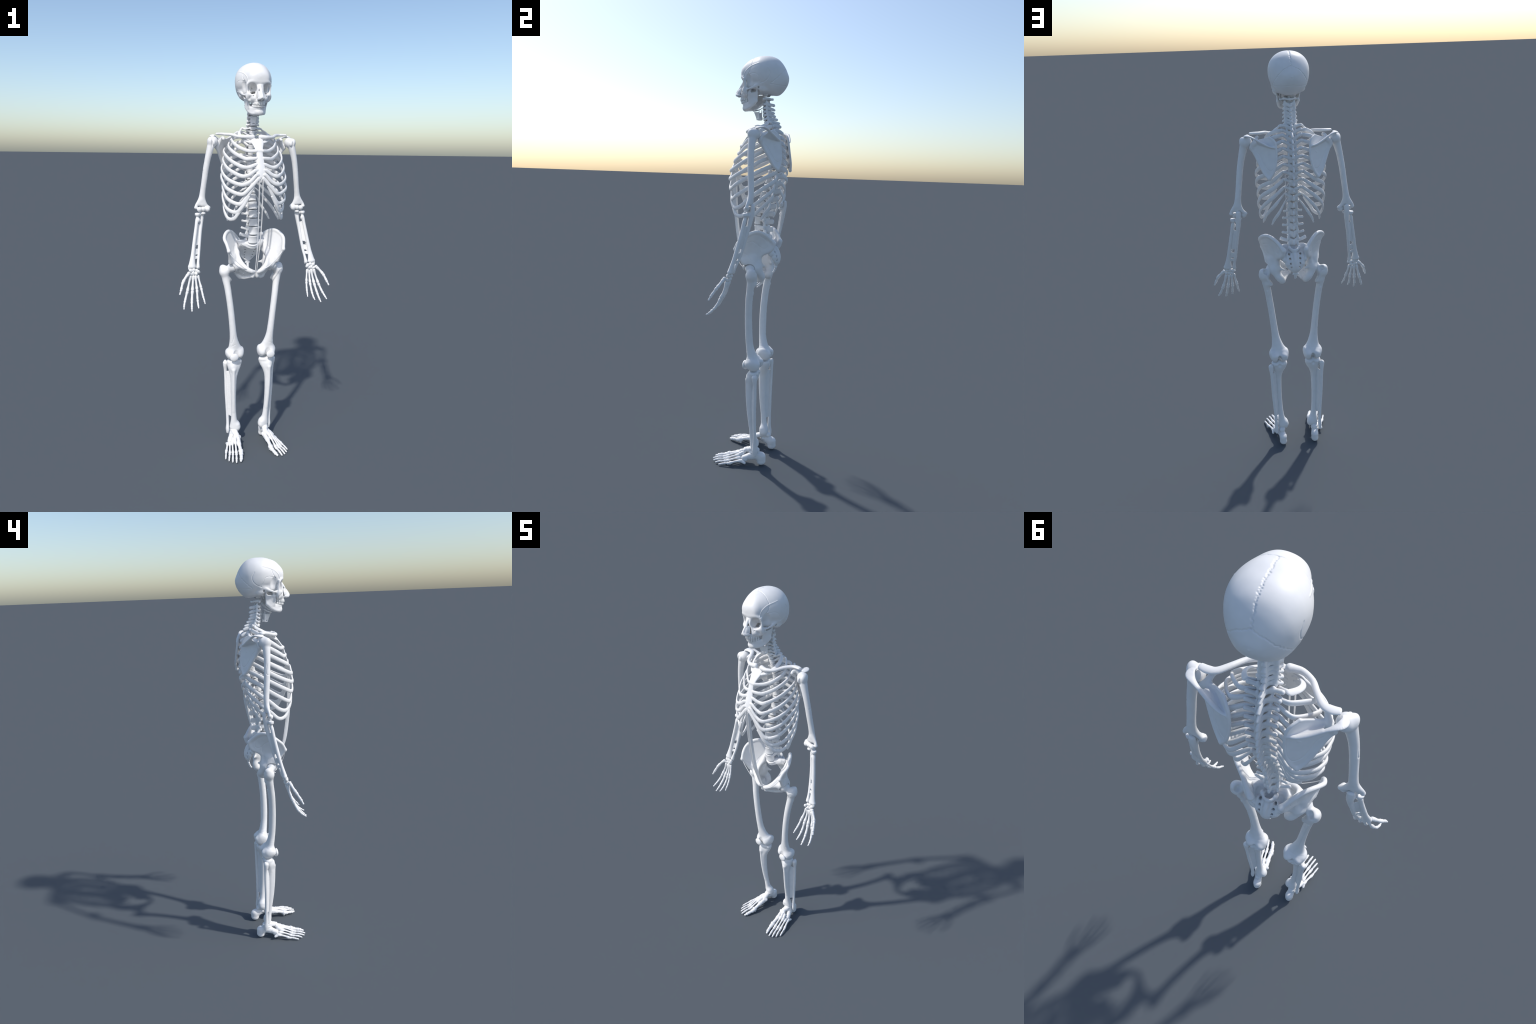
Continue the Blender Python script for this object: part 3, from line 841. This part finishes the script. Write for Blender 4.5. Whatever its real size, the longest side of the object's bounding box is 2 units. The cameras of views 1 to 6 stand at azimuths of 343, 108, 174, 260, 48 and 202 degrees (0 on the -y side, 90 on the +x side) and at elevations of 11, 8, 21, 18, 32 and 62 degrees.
# ---------------------------------------------------------------------------
# 7. Shoulder and arm (left side; the twin is mirrored)
# ---------------------------------------------------------------------------
def build_arm():
    bone("collarbone", [Tube([(.0210, -.0330, 1.6495), (.0320, -.0350, 1.6490), (.0560, -.0350, 1.6490), (.0880, -.0160, 1.6510), (.1120, .0200, 1.6600), (.1380, .0500, 1.6630), (.1600, .0560, 1.6640), (.1800, .0530, 1.6640)],
                             [(.0120, .0125), (.0108, .0112), (.0090, .0090), (.0082, .0080), (.0088, .0076), (.0105, .0070), (.0125, .0064), (.0105, .0052)])], h=.0016, both=True)

    # shoulder blade
    m = [vec(p) for p in ((.0990, .1020, 1.6500), (.0840, .1190, 1.6410), (.0750, .1290, 1.6180), (.0750, .1380, 1.5620), (.0880, .1430, 1.5060), (.1080, .1350, 1.4740))]
    l = [vec(p) for p in ((.1760, .0700, 1.6020), (.1640, .0780, 1.5770), (.1480, .0980, 1.5400), (.1290, .1180, 1.4950))]
    s0, s1 = vec((.1300, .0800, 1.6380)), vec((.1540, .0690, 1.6310))
    B, E = .0022, .0034
    rows = [[(.0990, .1020, 1.6500), (.1120, .0920, 1.6460), (.1300, .0800, 1.6380), (.1540, .0690, 1.6310)],
            [(.0800, .1240, 1.6310), (.1000, .1080, 1.6270), (.1280, .0880, 1.6220), (.1700, .0700, 1.6150)],
            [(.0745, .1310, 1.6060), (.0980, .1150, 1.6030), (.1260, .0960, 1.6000), (.1740, .0710, 1.5980)],
            [(.0750, .1385, 1.5620), (.0950, .1270, 1.5600), (.1200, .1100, 1.5600), (.1580, .0860, 1.5640)],
            [(.0850, .1430, 1.5140), (.0990, .1350, 1.5100), (.1150, .1240, 1.5130), (.1380, .1090, 1.5180)],
            [(.1030, .1385, 1.4790), (.1070, .1360, 1.4750), (.1100, .1340, 1.4740), (.1160, .1300, 1.4790)]]
    P = [(Sheet([[(*q, E if j in (0, 3) else B) for j, q in enumerate(r)] for r in rows], 3), .004)]
    P.append((Tube(m, [.0035, .0036, .0038, .0036, .0040, .0060]), .006))
    P.append((Tube(l + [m[5]], [.0085, .0068, .0060, .0058, .0060]), .008))
    P.append((Tube([m[0], s0, s1], [.0030, .0028, .0060]), .004))
    crest = [vec(p) for p in ((.0770, .1305, 1.6080), (.1020, .1270, 1.6125), (.1300, .1190, 1.6260), (.1580, .1070, 1.6420), (.1790, .0970, 1.6530), (.1950, .0840, 1.6570), (.2000, .0680, 1.6560), (.1930, .0570, 1.6560))]
    P.append((Tube(crest, [(.0030, .0035), (.0060, .0035), (.0062, .0036), (.0062, .0038), (.0080, .0042), (.0120, .0042), (.0115, .0040), (.0070, .0036)], up=(.35, -.35, 1)), .005))
    foot = [vec(p) for p in ((.0780, .1270, 1.6080), (.1020, .1120, 1.6100), (.1270, .0960, 1.6160), (.1520, .0800, 1.6230))]
    P.append((Sheet([[(*q, .0028) for q in crest[:4]], [(*((q + w) / 2 + [0, 0, -.0015]), .0024) for q, w in zip(crest, foot)], [(*q, .0034) for q in foot]], 3), .006))
    g = axes((.62, -.62, .28))
    P.append((Ball((.1740, .0690, 1.6120), (.0135, .0080, .0195), g), .012))
    P.append((Tube([(.1640, .0720, 1.6200), (.1600, .0660, 1.6300), (.1520, .0560, 1.6440), (.1480, .0430, 1.6440), (.1500, .0330, 1.6390)], [.0100, .0100, .0078, .0070, .0064]), .006))
    bone("shoulder_blade", P, h=.0015, both=True, lines=[[(.157, .088, 1.587), (.142, .100, 1.569), (.126, .118, 1.531), (.112, .130, 1.513), (.097, .141, 1.513), (.086, .145, 1.539), (.081, .141, 1.573), (.083, .137, 1.600)]], cuts=[(Ball((.1860, .0570, 1.6165), (.0150, .0060, .0220), g), .003)])

    # upper arm
    shaft = [(.2080, .0450, 1.6150), (.2160, .0450, 1.5850), (.2260, .0460, 1.5450), (.2350, .0500, 1.4950), (.2415, .0540, 1.4450), (.2480, .0590, 1.3950), (.2530, .0610, 1.3550), (.2560, .0590, 1.3200)]
    H = [Tube(shaft, [.0190, .0170, .0148, .0142, .0138, .0136, (.0160, .0125), (.0230, .0105)], up=(0, 1, 0)),
         Ball((.1985, .0520, 1.6270), (.0250, .0250, .0250)), Ball((.2150, .0400, 1.6290), (.0135, .0160, .0180)), (Ball((.2010, .0270, 1.6210), (.0090, .0085, .0130)), .005),
         Tube([(.2540, .0610, 1.3400), (.2320, .0610, 1.3130), (.2190, .0600, 1.3020)], [(.0090, .0120), (.0075, .0085), (.0085, .0080)]),
         Tube([(.2560, .0600, 1.3450), (.2790, .0570, 1.3200), (.2860, .0550, 1.3030)], [(.0080, .0110), (.0060, .0080), (.0080, .0085)]),
         (Tube([(.2290, .0530, 1.2950), (.2390, .0510, 1.2970), (.2500, .0500, 1.2960)], [.0145, .0105, .0125]), .004),
         (Ball((.2690, .0470, 1.2950), (.0130, .0120, .0125)), .004)]
    bone("humerus", H, h=.0017, k=.009, both=True, lines=[[(.243, .050, 1.533), (.245, .054, 1.516), (.248, .057, 1.495), (.251, .052, 1.486), (.250, .042, 1.487)]], cuts=[Ball((.2480, .0780, 1.3130), (.0120, .0130, .0110)), Ball((.2480, .0400, 1.3160), (.0095, .0060, .0070)), (Ball((.2080, .0235, 1.6150), (.0022, .0080, .0170)), .005)])

    R = [(Tube([(.2795, .0480, 1.2745), (.2795, .0480, 1.2670)], [(.0130, .0130)] * 2, cap=.005), .004),
         Tube([(.2795, .0480, 1.2680), (.2800, .0475, 1.2550), (.2830, .0450, 1.2400), (.2880, .0400, 1.2100), (.2950, .0330, 1.1700), (.3030, .0240, 1.1250), (.3110, .0130, 1.0750), (.3160, .0045, 1.0400), (.3185, -.0010, 1.0170)],
              [.0080, .0072, .0088, .0082, .0086, .0088, (.0100, .0085), (.0145, .0100), (.0195, .0120)], up=(0, 1, 0)),
         Ball((.2740, .0430, 1.2420), (.0060, .0060, .0100)), Tube([(.3320, -.0010, 1.0180), (.3355, -.0040, 1.0060)], [(.0055, .0075), (.0035, .0045)], up=(0, 1, 0))]
    bone("radius", R, h=.0015, k=.005, both=True, cuts=[(Ball((.2795, .0480, 1.2810), (.0085, .0085, .0050)), .003), (Ball((.3150, -.0030, 1.0020), (.0170, .0100, .0060)), .003)])
    U = [Tube([(.2540, .0720, 1.3100), (.2545, .0720, 1.2900), (.2550, .0670, 1.2650), (.2590, .0600, 1.2250), (.2660, .0510, 1.1800), (.2720, .0400, 1.1300), (.2790, .0250, 1.0750), (.2850, .0110, 1.0400), (.2885, .0000, 1.0130)],
              [(.0120, .0085), (.0120, .0100), (.0120, .0120), (.0095, .0110), (.0085, .0090), (.0076, .0080), (.0070, .0072), (.0066, .0068), .0090], up=(0, 1, 0)),
         Ball((.2500, .0510, 1.2750), (.0120, .0120, .0075)), Ball((.2660, .0560, 1.2680), (.0065, .0080, .0080)), Tube([(.2840, .0030, 1.0120), (.2830, .0020, 1.0030)], [.0035, .0022])]
    bone("ulna", U, h=.0015, k=.006, both=True, cuts=[(Ball((.2480, .0490, 1.2960), (.0200, .0150, .0145)), .003)])

    # sheet of ligament between the two forearm bones
    ra = spline(np.array([(.2850, .0430, 1.2250), (.2950, .0330, 1.1700), (.3030, .0240, 1.1250), (.3080, .0140, 1.0750), (.3100, .0080, 1.0500)]), 6)
    ua = spline(np.array([(.2610, .0580, 1.2150), (.2660, .0510, 1.1800), (.2720, .0400, 1.1300), (.2790, .0250, 1.0750), (.2830, .0180, 1.0550)]), 6)
    prims = []
    for i in range(len(ra) - 1):
        if i in (13, 14, 18, 19):
            mid = (ra[i] + ua[i]) / 2
            prims += [Plate(ra[i], ra[i + 1], (ra[i] + ra[i + 1]) / 2 * .55 + (ua[i] + ua[i + 1]) / 2 * .45, .0011)]
        else:
            prims += [Plate(ra[i], ra[i + 1], ua[i], .0011), Plate(ra[i + 1], ua[i], ua[i + 1], .0011)]
    bone("forearm_membrane", prims, h=.0012, k=.0012, both=True, mat=GRISTLE)


def finger_bone(name, a, b, r, dorsal, bow=.06, both=True):
    """Waisted little long bone from a to b; r = base, shaft, head radii."""
    a, b = vec(a), vec(b)
    L = np.linalg.norm(b - a)
    d = unit(b - a)
    g = .0012 if L > .015 else .0008
    a, b = a + d * g, b - d * g
    at = lambda t: a + (b - a) * t + unit(dorsal) * L * bow * 4 * t * (1 - t)
    base, shaft, head = r[0] * 1.06, r[1] * 1.06, r[2] * 1.05
    t0, t1 = base * .75 / L, 1 - head * .75 / L
    ts = [max(.02, t0 * .45), t0 + .10, .35, .55, .72, t1 - .04, min(.97, t1 + .45 * head * .75 / L)]
    rs = [(base * .92, base * .88), (base * .86, base * .82), (shaft * 1.05, shaft), (shaft, shaft * .95), (shaft * 1.08, shaft), (head * .92, head * .90), (head * .86, head * .95)]
    V, Q = sweep_mesh([at(t) for t in ts], rs, dorsal, 5, 12)
    return place(name, V, Q, both=both)


def build_hand():
    carp = [((.3250, -.0080, .9985), (.0115, .0090, .0085), (.5, 0, -1)), ((.3105, -.0055, 1.0005), (.0090, .0095, .0085), (0, 0, 1)), ((.2965, -.0055, .9965), (.0090, .0080, .0085), (-.5, 0, -1)),
            ((.2890, -.0170, .9930), (.0070, .0075, .0080), (0, 0, 1)), ((.3370, -.0195, .9880), (.0095, .0080, .0075), (.5, -.3, -1)), ((.3275, -.0140, .9810), (.0070, .0080, .0072), (.2, 0, -1)),
            ((.3145, -.0090, .9845), (.0075, .0085, .0125), (0, 0, 1)), ((.3005, -.0095, .9830), (.0090, .0090, .0095), (-.2, 0, 1))]
    for i, (c, r, d) in enumerate(carp):
        A = axes(d, (0, -1, 0))
        prims = [Ball(c, (r[0], r[2], r[1]), A), Ball(vec(c) + [.002, -.003, .003], .0052), Ball(vec(c) + [-.003, .001, -.003], .0055)]
        if i == 7:
            prims.append(Tube([c, vec(c) + [-.002, -.013, -.001]], [.0045, .0035]))
        bone("wrist_bone", prims, h=.0011, k=.004, both=True)
    dors = (0, 1, .35)
    fingers = {"index": ((.3280, -.0150, .9720), (.3490, -.0330, .8990), (.3640, -.0520, .8580), (.3720, -.0710, .8380), (.3755, -.0890, .8255)),
               "middle": ((.3140, -.0120, .9715), (.3240, -.0350, .9010), (.3320, -.0610, .8550), (.3360, -.0830, .8290), (.3385, -.0995, .8150)),
               "ring": ((.3035, -.0120, .9715), (.3010, -.0350, .9050), (.3030, -.0580, .8610), (.3040, -.0810, .8380), (.3050, -.0980, .8285)),
               "little": ((.2915, -.0135, .9735), (.2800, -.0360, .9130), (.2750, -.0560, .8760), (.2720, -.0720, .8580), (.2700, -.0830, .8435))}
    sz = {"index": 1.0, "middle": 1.04, "ring": .95, "little": .86}
    for k, j in fingers.items():
        s = sz[k]
        finger_bone("hand_bone", j[0], j[1], (.0078 * s, .0048 * s, .0078 * s), dors, .05)
        finger_bone("finger_bone", j[1], j[2], (.0076 * s, .0050 * s, .0062 * s), dors, .035)
        finger_bone("finger_bone", j[2], j[3], (.0064 * s, .0043 * s, .0052 * s), dors, .03)
        finger_bone("finger_bone", j[3], j[4], (.0053 * s, .0029 * s, .0036 * s), dors, .01)
    th = ((.3410, -.0225, .9850), (.3705, -.0415, .9505), (.3830, -.0610, .9180), (.3925, -.0720, .8950))
    d = (.45, .6, .5)
    finger_bone("hand_bone", th[0], th[1], (.0085, .0060, .0082), d, .04)
    finger_bone("finger_bone", th[1], th[2], (.0080, .0054, .0068), d, .03)
    finger_bone("finger_bone", th[2], th[3], (.0066, .0038, .0042), d, .01)


# ---------------------------------------------------------------------------
# 8. Pelvis and leg
# ---------------------------------------------------------------------------
def build_pelvis():
    crest = [vec(p) for p in ((.1430, -.0490, 1.0960), (.1500, -.0330, 1.1270), (.1555, -.0080, 1.1500), (.1450, .0180, 1.1700), (.1240, .0450, 1.1810), (.1000, .0690, 1.1740), (.0760, .0920, 1.1530), (.0530, .1130, 1.1240))]
    low = [vec(p) for p in ((.1260, -.0190, 1.0450), (.1200, -.0080, 1.0500), (.1120, .0080, 1.0550), (.1020, .0230, 1.0600), (.0920, .0370, 1.0640), (.0820, .0500, 1.0680), (.0720, .0680, 1.0760), (.0600, .0960, 1.0900))]
    mid = [(a + b) / 2 + vec((-.001, -.001, -.001)) for a, b in zip(crest, low)]
    P = [(Sheet([[(*q, .0048) for q in crest], [(*q, .0032) for q in mid], [(*q, .0075) for q in low]], 3), .004)]
    P.append((Tube(crest, [.0070, .0068, .0070, .0072, .0072, .0074, .0082, .0092]), .008))
    P.append((Tube([(.1430, -.0490, 1.0930), (.1370, -.0370, 1.0720), (.1300, -.0230, 1.0500), (.1250, -.0130, 1.0320)], [.0065, .0058, .0070, .0100]), .010))
    P.append((Ball((.1040, .0170, 1.0400), (.0200, .0320, .0260), axes((-.5, .8, .15))), .020))
    P.append((Tube([crest[7], (.0560, .1100, 1.1030), (.0620, .0950, 1.0870), (.0720, .0690, 1.0760), (.0770, .0540, 1.0580), (.0790, .0500, 1.0350), (.0820, .0500, 1.0100)], [.0090, .0085, .0080, .0078, .0100, .0140, .0180]), .012))
    P.append((Tube([(.0640, .0900, 1.1150), (.0740, .0660, 1.0920), (.0780, .0400, 1.0720)], [(.0090, .0220), (.0080, .0160), (.0090, .0120)]), .014))
    P.append((Tube([(.0740, .0420, 1.0720), (.0760, .0180, 1.0560), (.0720, -.0050, 1.0360), (.0580, -.0240, 1.0130), (.0380, -.0370, .9950), (.0230, -.0400, .9870)], [.0080, .0085, .0095, .0100, .0088, .0080]), .014))
    P.append((Ball((.0950, .0200, 1.0060), (.0300, .0335, .0340)), .020))
    P.append((Tube([(.0900, -.0020, 1.0120), (.0650, -.0210, 1.0040), (.0400, -.0340, .9900), (.0180, -.0370, .9810)], [.0160, .0115, .0088, .0080]), .014))
    P.append((Tube([(.0085, -.0340, .9830), (.0085, -.0290, .9660), (.0100, -.0240, .9560)], [(.0070, .0085), (.0070, .0085), (.0060, .0075)], up=(0, 1, 0)), .008))
    P.append((Tube([(.0120, -.0260, .9570), (.0270, -.0060, .9480), (.0430, .0210, .9400), (.0560, .0440, .9430)], [.0070, .0066, .0080, .0130]), .012))
    P.append((Tube([(.0920, .0420, .9980), (.0830, .0530, .9820), (.0700, .0600, .9640), (.0610, .0580, .9510)], [(.0180, .0200), (.0185, .0195), (.0195, .0195), (.0180, .0170)]), .018))
    P.append((Tube([(.0740, .0580, 1.0180), (.0620, .0660, 1.0130), (.0500, .0720, 1.0110)], [(.0070, .0110), (.0050, .0070), .0030]), .010))
    hole = [(.0880, .0150, .9830), (.0640, -.0150, .9960), (.0380, -.0290, .9800), (.0170, -.0210, .9600), (.0320, .0060, .9490), (.0520, .0340, .9440), (.0740, .0460, .9620)]
    hub = vec(hole).mean(0)
    for q, w in zip(hole, hole[1:] + hole[:1]):
        P.append((Plate(q, w, hub, .0022), .004))
    gluteal = [(.143, .007, 1.125), (.133, .022, 1.133), (.123, .034, 1.135), (.111, .045, 1.128), (.096, .056, 1.111), (.086, .069, 1.101), (.080, .082, 1.100), (.076, .090, 1.109), (.078, .089, 1.128), (.088, .081, 1.145), (.105, .065, 1.158)]
    marks = [gluteal, [(.123, .034, 1.132), (.109, .045, 1.122), (.099, .053, 1.113), (.092, .057, 1.098), (.090, .059, 1.081)], [(.134, -.012, 1.077), (.125, .008, 1.068), (.123, .019, 1.058), (.121, .030, 1.044)],
             [(.087, .047, 1.104), (.097, .027, 1.084), (.099, .003, 1.066), (.106, -.009, 1.057), (.119, -.016, 1.066), (.130, -.035, 1.086), (.134, -.048, 1.099)]]
    hips = bone("hip_bone", P, h=.0017, both=True, lines=marks, cuts=[(Ball((.1100, .0155, 1.0005), .0285), .003), (Ball((.1060, .0060, .9740), (.0080, .0090, .0100)), .006), (Ball((.0700, -.0060, .9930), (.0060, .0050, .0050)), .002)])
    V, Q = sweep_mesh([(0, -.0330, .9850), (0, -.0280, .9660), (0, -.0240, .9570)], [(.0022, .0070), (.0022, .0075), (.0022, .0060)], up=(0, 1, 0))
    place("pubic_joint", V, Q, GRISTLE)
    V, Q = sweep_mesh([(.1440, -.0500, 1.0920), (.1150, -.0500, 1.0550), (.0700, -.0480, 1.0120), (.0260, -.0410, .9860)], [(.0010, .0022), (.0009, .0020), (.0009, .0022), (.0010, .0025)])
    place("groin_ligament", V, Q, GRISTLE, both=True, parent=hips)


def build_leg():
    shaft = [(.1420, .0340, .9680), (.1380, .0330, .9350), (.1310, .0270, .8950), (.1250, .0210, .8500), (.1150, .0170, .7700), (.1060, .0180, .6850), (.1000, .0220, .6250), (.0940, .0290, .5800), (.0890, .0370, .5480)]
    H = [Tube(shaft, [(.0200, .0210), (.0190, .0190), .0172, .0166, .0164, .0170, (.0195, .0175), (.0280, .0200), (.0390, .0240)], up=(0, 1, 0)),
         Ball((.1040, .0165, 1.0025), .0255), Tube([(.1100, .0200, .9985), (.1250, .0270, .9860), (.1420, .0340, .9720)], [.0200, .0180, .0200]),
         (Ball((.1520, .0380, .9800), (.0175, .0215, .0250)), .020), (Ball((.1510, .0420, .9980), (.0120, .0140, .0090)), .016), (Tube([(.1220, .0420, .9330), (.1120, .0440, .9270)], [.0110, .0075]), .018),
         Tube([(.1420, .0560, .9850), (.1290, .0540, .9550), (.1160, .0480, .9300)], [.0050, .0050, .0050]),
         (Tube([(.0630, .0280, .5240), (.0610, .0430, .5160), (.0610, .0600, .5180), (.0620, .0700, .5300)], [(.0185, .0200), (.0190, .0210), (.0185, .0200), (.0150, .0140)], up=(0, 0, 1)), .030),
         (Tube([(.1110, .0260, .5240), (.1120, .0430, .5160), (.1120, .0600, .5170), (.1110, .0690, .5290)], [(.0190, .0210), (.0190, .0210), (.0175, .0200), (.0140, .0130)], up=(0, 0, 1)), .030),
         (Ball((.0500, .0470, .5400), (.0090, .0140, .0150)), .020), (Ball((.1260, .0470, .5350), (.0080, .0130, .0140)), .020)]
    ridge = [(.1330, .0460, .8900), (.1280, .0375, .8500), (.1170, .0325, .7700), (.1070, .0340, .6850), (.1010, .0370, .6300)]
    H.append((Tube(ridge, [.0015, .0022, .0026, .0024, .0012]), .008))
    bone("femur", H, h=.0019, k=.010, both=True, lines=[[(.099, .003, .636), (.105, .005, .612), (.113, .010, .593), (.118, .015, .592)], [(.091, .007, .586), (.102, .010, .580), (.113, .013, .574)]], cuts=[(Ball((.0870, .0740, .5080), (.0105, .0260, .0230)), .005), (Ball((.0880, .0090, .5230), (.0140, .0070, .0260)), .008), (Ball((.1370, .0490, .9960), (.0120, .0120, .0110)), .010)])
    bone("kneecap", [Ball((.1000, .0000, .5180), (.0230, .0095, .0215)), Tube([(.1000, .0030, .5150), (.0995, .0050, .4980)], [(.0120, .0070), (.0060, .0040)], up=(0, 1, 0))], h=.0016, k=.006, both=True)

    T = [(Tube([(.0645, .0560, .4800), (.0770, .0480, .4800), (.0980, .0480, .4800), (.1110, .0540, .4800)], [(.0220, .0095), (.0250, .0100), (.0250, .0100), (.0210, .0095)]), .016),
         Tube([(.0885, .0480, .4740), (.0905, .0440, .4560), (.0930, .0380, .4300), (.0950, .0345, .3900), (.0955, .0350, .3300), (.0945, .0390, .2600), (.0920, .0440, .2000), (.0890, .0490, .1500), (.0860, .0540, .1180), (.0840, .0580, .0980)],
              [(.0410, .0250), (.0365, .0250), (.0265, .0220), (.0175, .0180), (.0150, .0160), (.0138, .0142), (.0135, .0135), (.0155, .0145), (.0215, .0175), (.0255, .0195)], up=(0, 1, 0)),
         (Ball((.1000, .0210, .4560), (.0110, .0080, .0150)), .022), (Tube([(.0990, .0130, .4400), (.1000, .0150, .3900), (.0990, .0185, .3300), (.0960, .0260, .2600), (.0930, .0360, .2000)], [.0050, .0045, .0042, .0038, .0015]), .014),
         (Tube([(.0670, .0530, .1100), (.0635, .0530, .0920), (.0650, .0550, .0785)], [(.0080, .0150), (.0080, .0130), (.0055, .0085)], up=(0, 1, 0)), .026), (Ball((.0880, .0500, .4880), (.0070, .0060, .0060)), .006)]
    bone("tibia", T, h=.0019, k=.008, both=True, cuts=[(Ball((.0880, .0780, .4750), (.0090, .0120, .0120)), .005), (Ball((.0870, .0560, .0760), (.0190, .0220, .0110)), .004), (Ball((.0640, .0500, .4960), (.0180, .0200, .0070)), .005), (Ball((.1120, .0500, .4960), (.0160, .0190, .0070)), .005)])
    Fb = [Tube([(.1330, .0640, .4680), (.1335, .0650, .4550), (.1320, .0680, .4250), (.1300, .0690, .3700), (.1280, .0685, .3000), (.1240, .0695, .2300), (.1200, .0710, .1600), (.1185, .0715, .1150), (.1190, .0725, .0820), (.1190, .0750, .0600)],
               [.0135, .0120, .0085, .0078, .0080, .0078, .0078, (.0080, .0095), (.0095, .0130), (.0070, .0090)], up=(0, 1, 0)), Ball((.1330, .0690, .4770), (.0060, .0060, .0070))]
    bone("fibula", Fb, h=.0016, k=.005, both=True)
    ti = spline(np.array([(.1080, .0480, .4270), (.1060, .0440, .3700), (.1050, .0450, .3000), (.1020, .0480, .2300), (.0990, .0520, .1600)]), 6)
    fi = spline(np.array([(.1290, .0640, .4200), (.1260, .0640, .3700), (.1240, .0640, .3000), (.1200, .0660, .2300), (.1160, .0680, .1650)]), 6)
    prims = []
    for i in range(len(ti) - 1):
        prims += [Plate(ti[i], ti[i + 1], fi[i], .0012), Plate(ti[i + 1], fi[i], fi[i + 1], .0012)]
    bone("leg_membrane", prims, h=.0014, k=.0014, both=True, mat=GRISTLE)


def build_foot():
    bone("heel_bone", [Tube([(.0865, .1000, .0460), (.0865, .1000, .0220)], [(.0165, .0205), (.0172, .0210)], up=(0, 1, 0)), Tube([(.0870, .0930, .0410), (.0910, .0720, .0470), (.1010, .0490, .0440), (.1080, .0370, .0410)], [(.0170, .0250), (.0180, .0220), (.0165, .0190), (.0145, .0165)]),
                       Ball((.0860, .0960, .0130), (.0165, .0170, .0115)), Tube([(.0930, .0560, .0530), (.0780, .0500, .0540)], [(.0100, .0070), (.0080, .0055)])], h=.0016, k=.012, both=True)
    bone("ankle_bone", [Tube([(.0890, .0760, .0740), (.0880, .0580, .0790), (.0870, .0420, .0750)], [(.0160, .0130), (.0185, .0150), (.0160, .0130)]), Tube([(.0860, .0420, .0700), (.0830, .0280, .0670), (.0820, .0220, .0650)], [(.0140, .0125), (.0145, .0130), (.0150, .0135)]),
                        Ball((.0930, .0560, .0640), (.0180, .0180, .0110))], h=.0015, k=.007, both=True)
    bone("foot_arch_bone", [Tube([(.0680, .0130, .0510), (.0800, .0080, .0580), (.0940, .0110, .0580)], [(.0090, .0130), (.0085, .0150), (.0085, .0125)]), Ball((.0700, .0140, .0470), (.0070, .0085, .0085))], h=.0014, k=.005, both=True)
    bone("foot_arch_bone", [Tube([(.1110, .0340, .0430), (.1190, .0160, .0370)], [(.0145, .0135), (.0140, .0125)]), Ball((.1180, .0250, .0290), (.0110, .0120, .0080))], h=.0014, k=.006, both=True)
    for a, b, r in (((.0750, .0020, .0460), (.0775, -.0130, .0420), (.0105, .0150)), ((.0930, .0020, .0560), (.0965, -.0080, .0520), (.0080, .0105)), ((.1060, .0060, .0520), (.1110, -.0060, .0450), (.0085, .0110))):
        bone("foot_arch_bone", [Tube([a, b], [r, r])], h=.0013, both=True)
    dors = (0, -.3, 1)
    meta = [((.0800, -.0160, .0400), (.0835, -.0840, .0165), (.0135, .0088, .0140)), ((.0975, -.0100, .0490), (.1095, -.0850, .0165), (.0090, .0044, .0080)), ((.1125, -.0070, .0430), (.1265, -.0780, .0145), (.0088, .0043, .0078)),
            ((.1230, .0020, .0350), (.1415, -.0690, .0120), (.0086, .0043, .0076)), ((.1310, .0150, .0260), (.1560, -.0480, .0120), (.0090, .0050, .0080))]
    tips = [(.1010, -.1440, .0060), (.1245, -.1475, .0042), (.1425, -.1385, .0040), (.1582, -.1215, .0040), (.1705, -.0990, .0040)]
    for i, (a, b, r) in enumerate(meta):
        finger_bone("foot_bone", a, b, r, dors, .05)
        t = vec(tips[i])
        b = vec(b)
        if i == 0:
            j = vec((.0925, -.1220, .0110))
            finger_bone("toe_bone", b, j, (.0120, .0080, .0095), dors, .02)
            finger_bone("toe_bone", j, t, (.0098, .0060, .0066), dors, .0)
        else:
            s = (1, .94, .9, .86)[i - 1]
            lift = vec((0, 0, .004 if i < 4 else .002))
            p, q = b + (t - b) * .54 + lift, b + (t - b) * .77 + lift * .6
            finger_bone("toe_bone", b, p, (.0076 * s, .0044 * s, .0058 * s), dors, .04)
            finger_bone("toe_bone", p, q, (.0062 * s, .0048 * s, .0054 * s), dors, .0)
            finger_bone("toe_bone", q, t, (.0054 * s, .0038 * s, .0042 * s), dors, .0)
    bone("foot_bone_knob", [Tube([(.1320, .0120, .0240), (.1350, .0270, .0190)], [.0090, .0065])], h=.0013, both=True)
    for x in (.0780, .0900):
        bone("toe_bead", [Ball((x, -.0750, .0085), (.0050, .0065, .0045))], h=.001, both=True)


build_skull()
build_throat()
build_spine()
build_ribs()
build_arm()
build_hand()
build_pelvis()
build_leg()
build_foot()
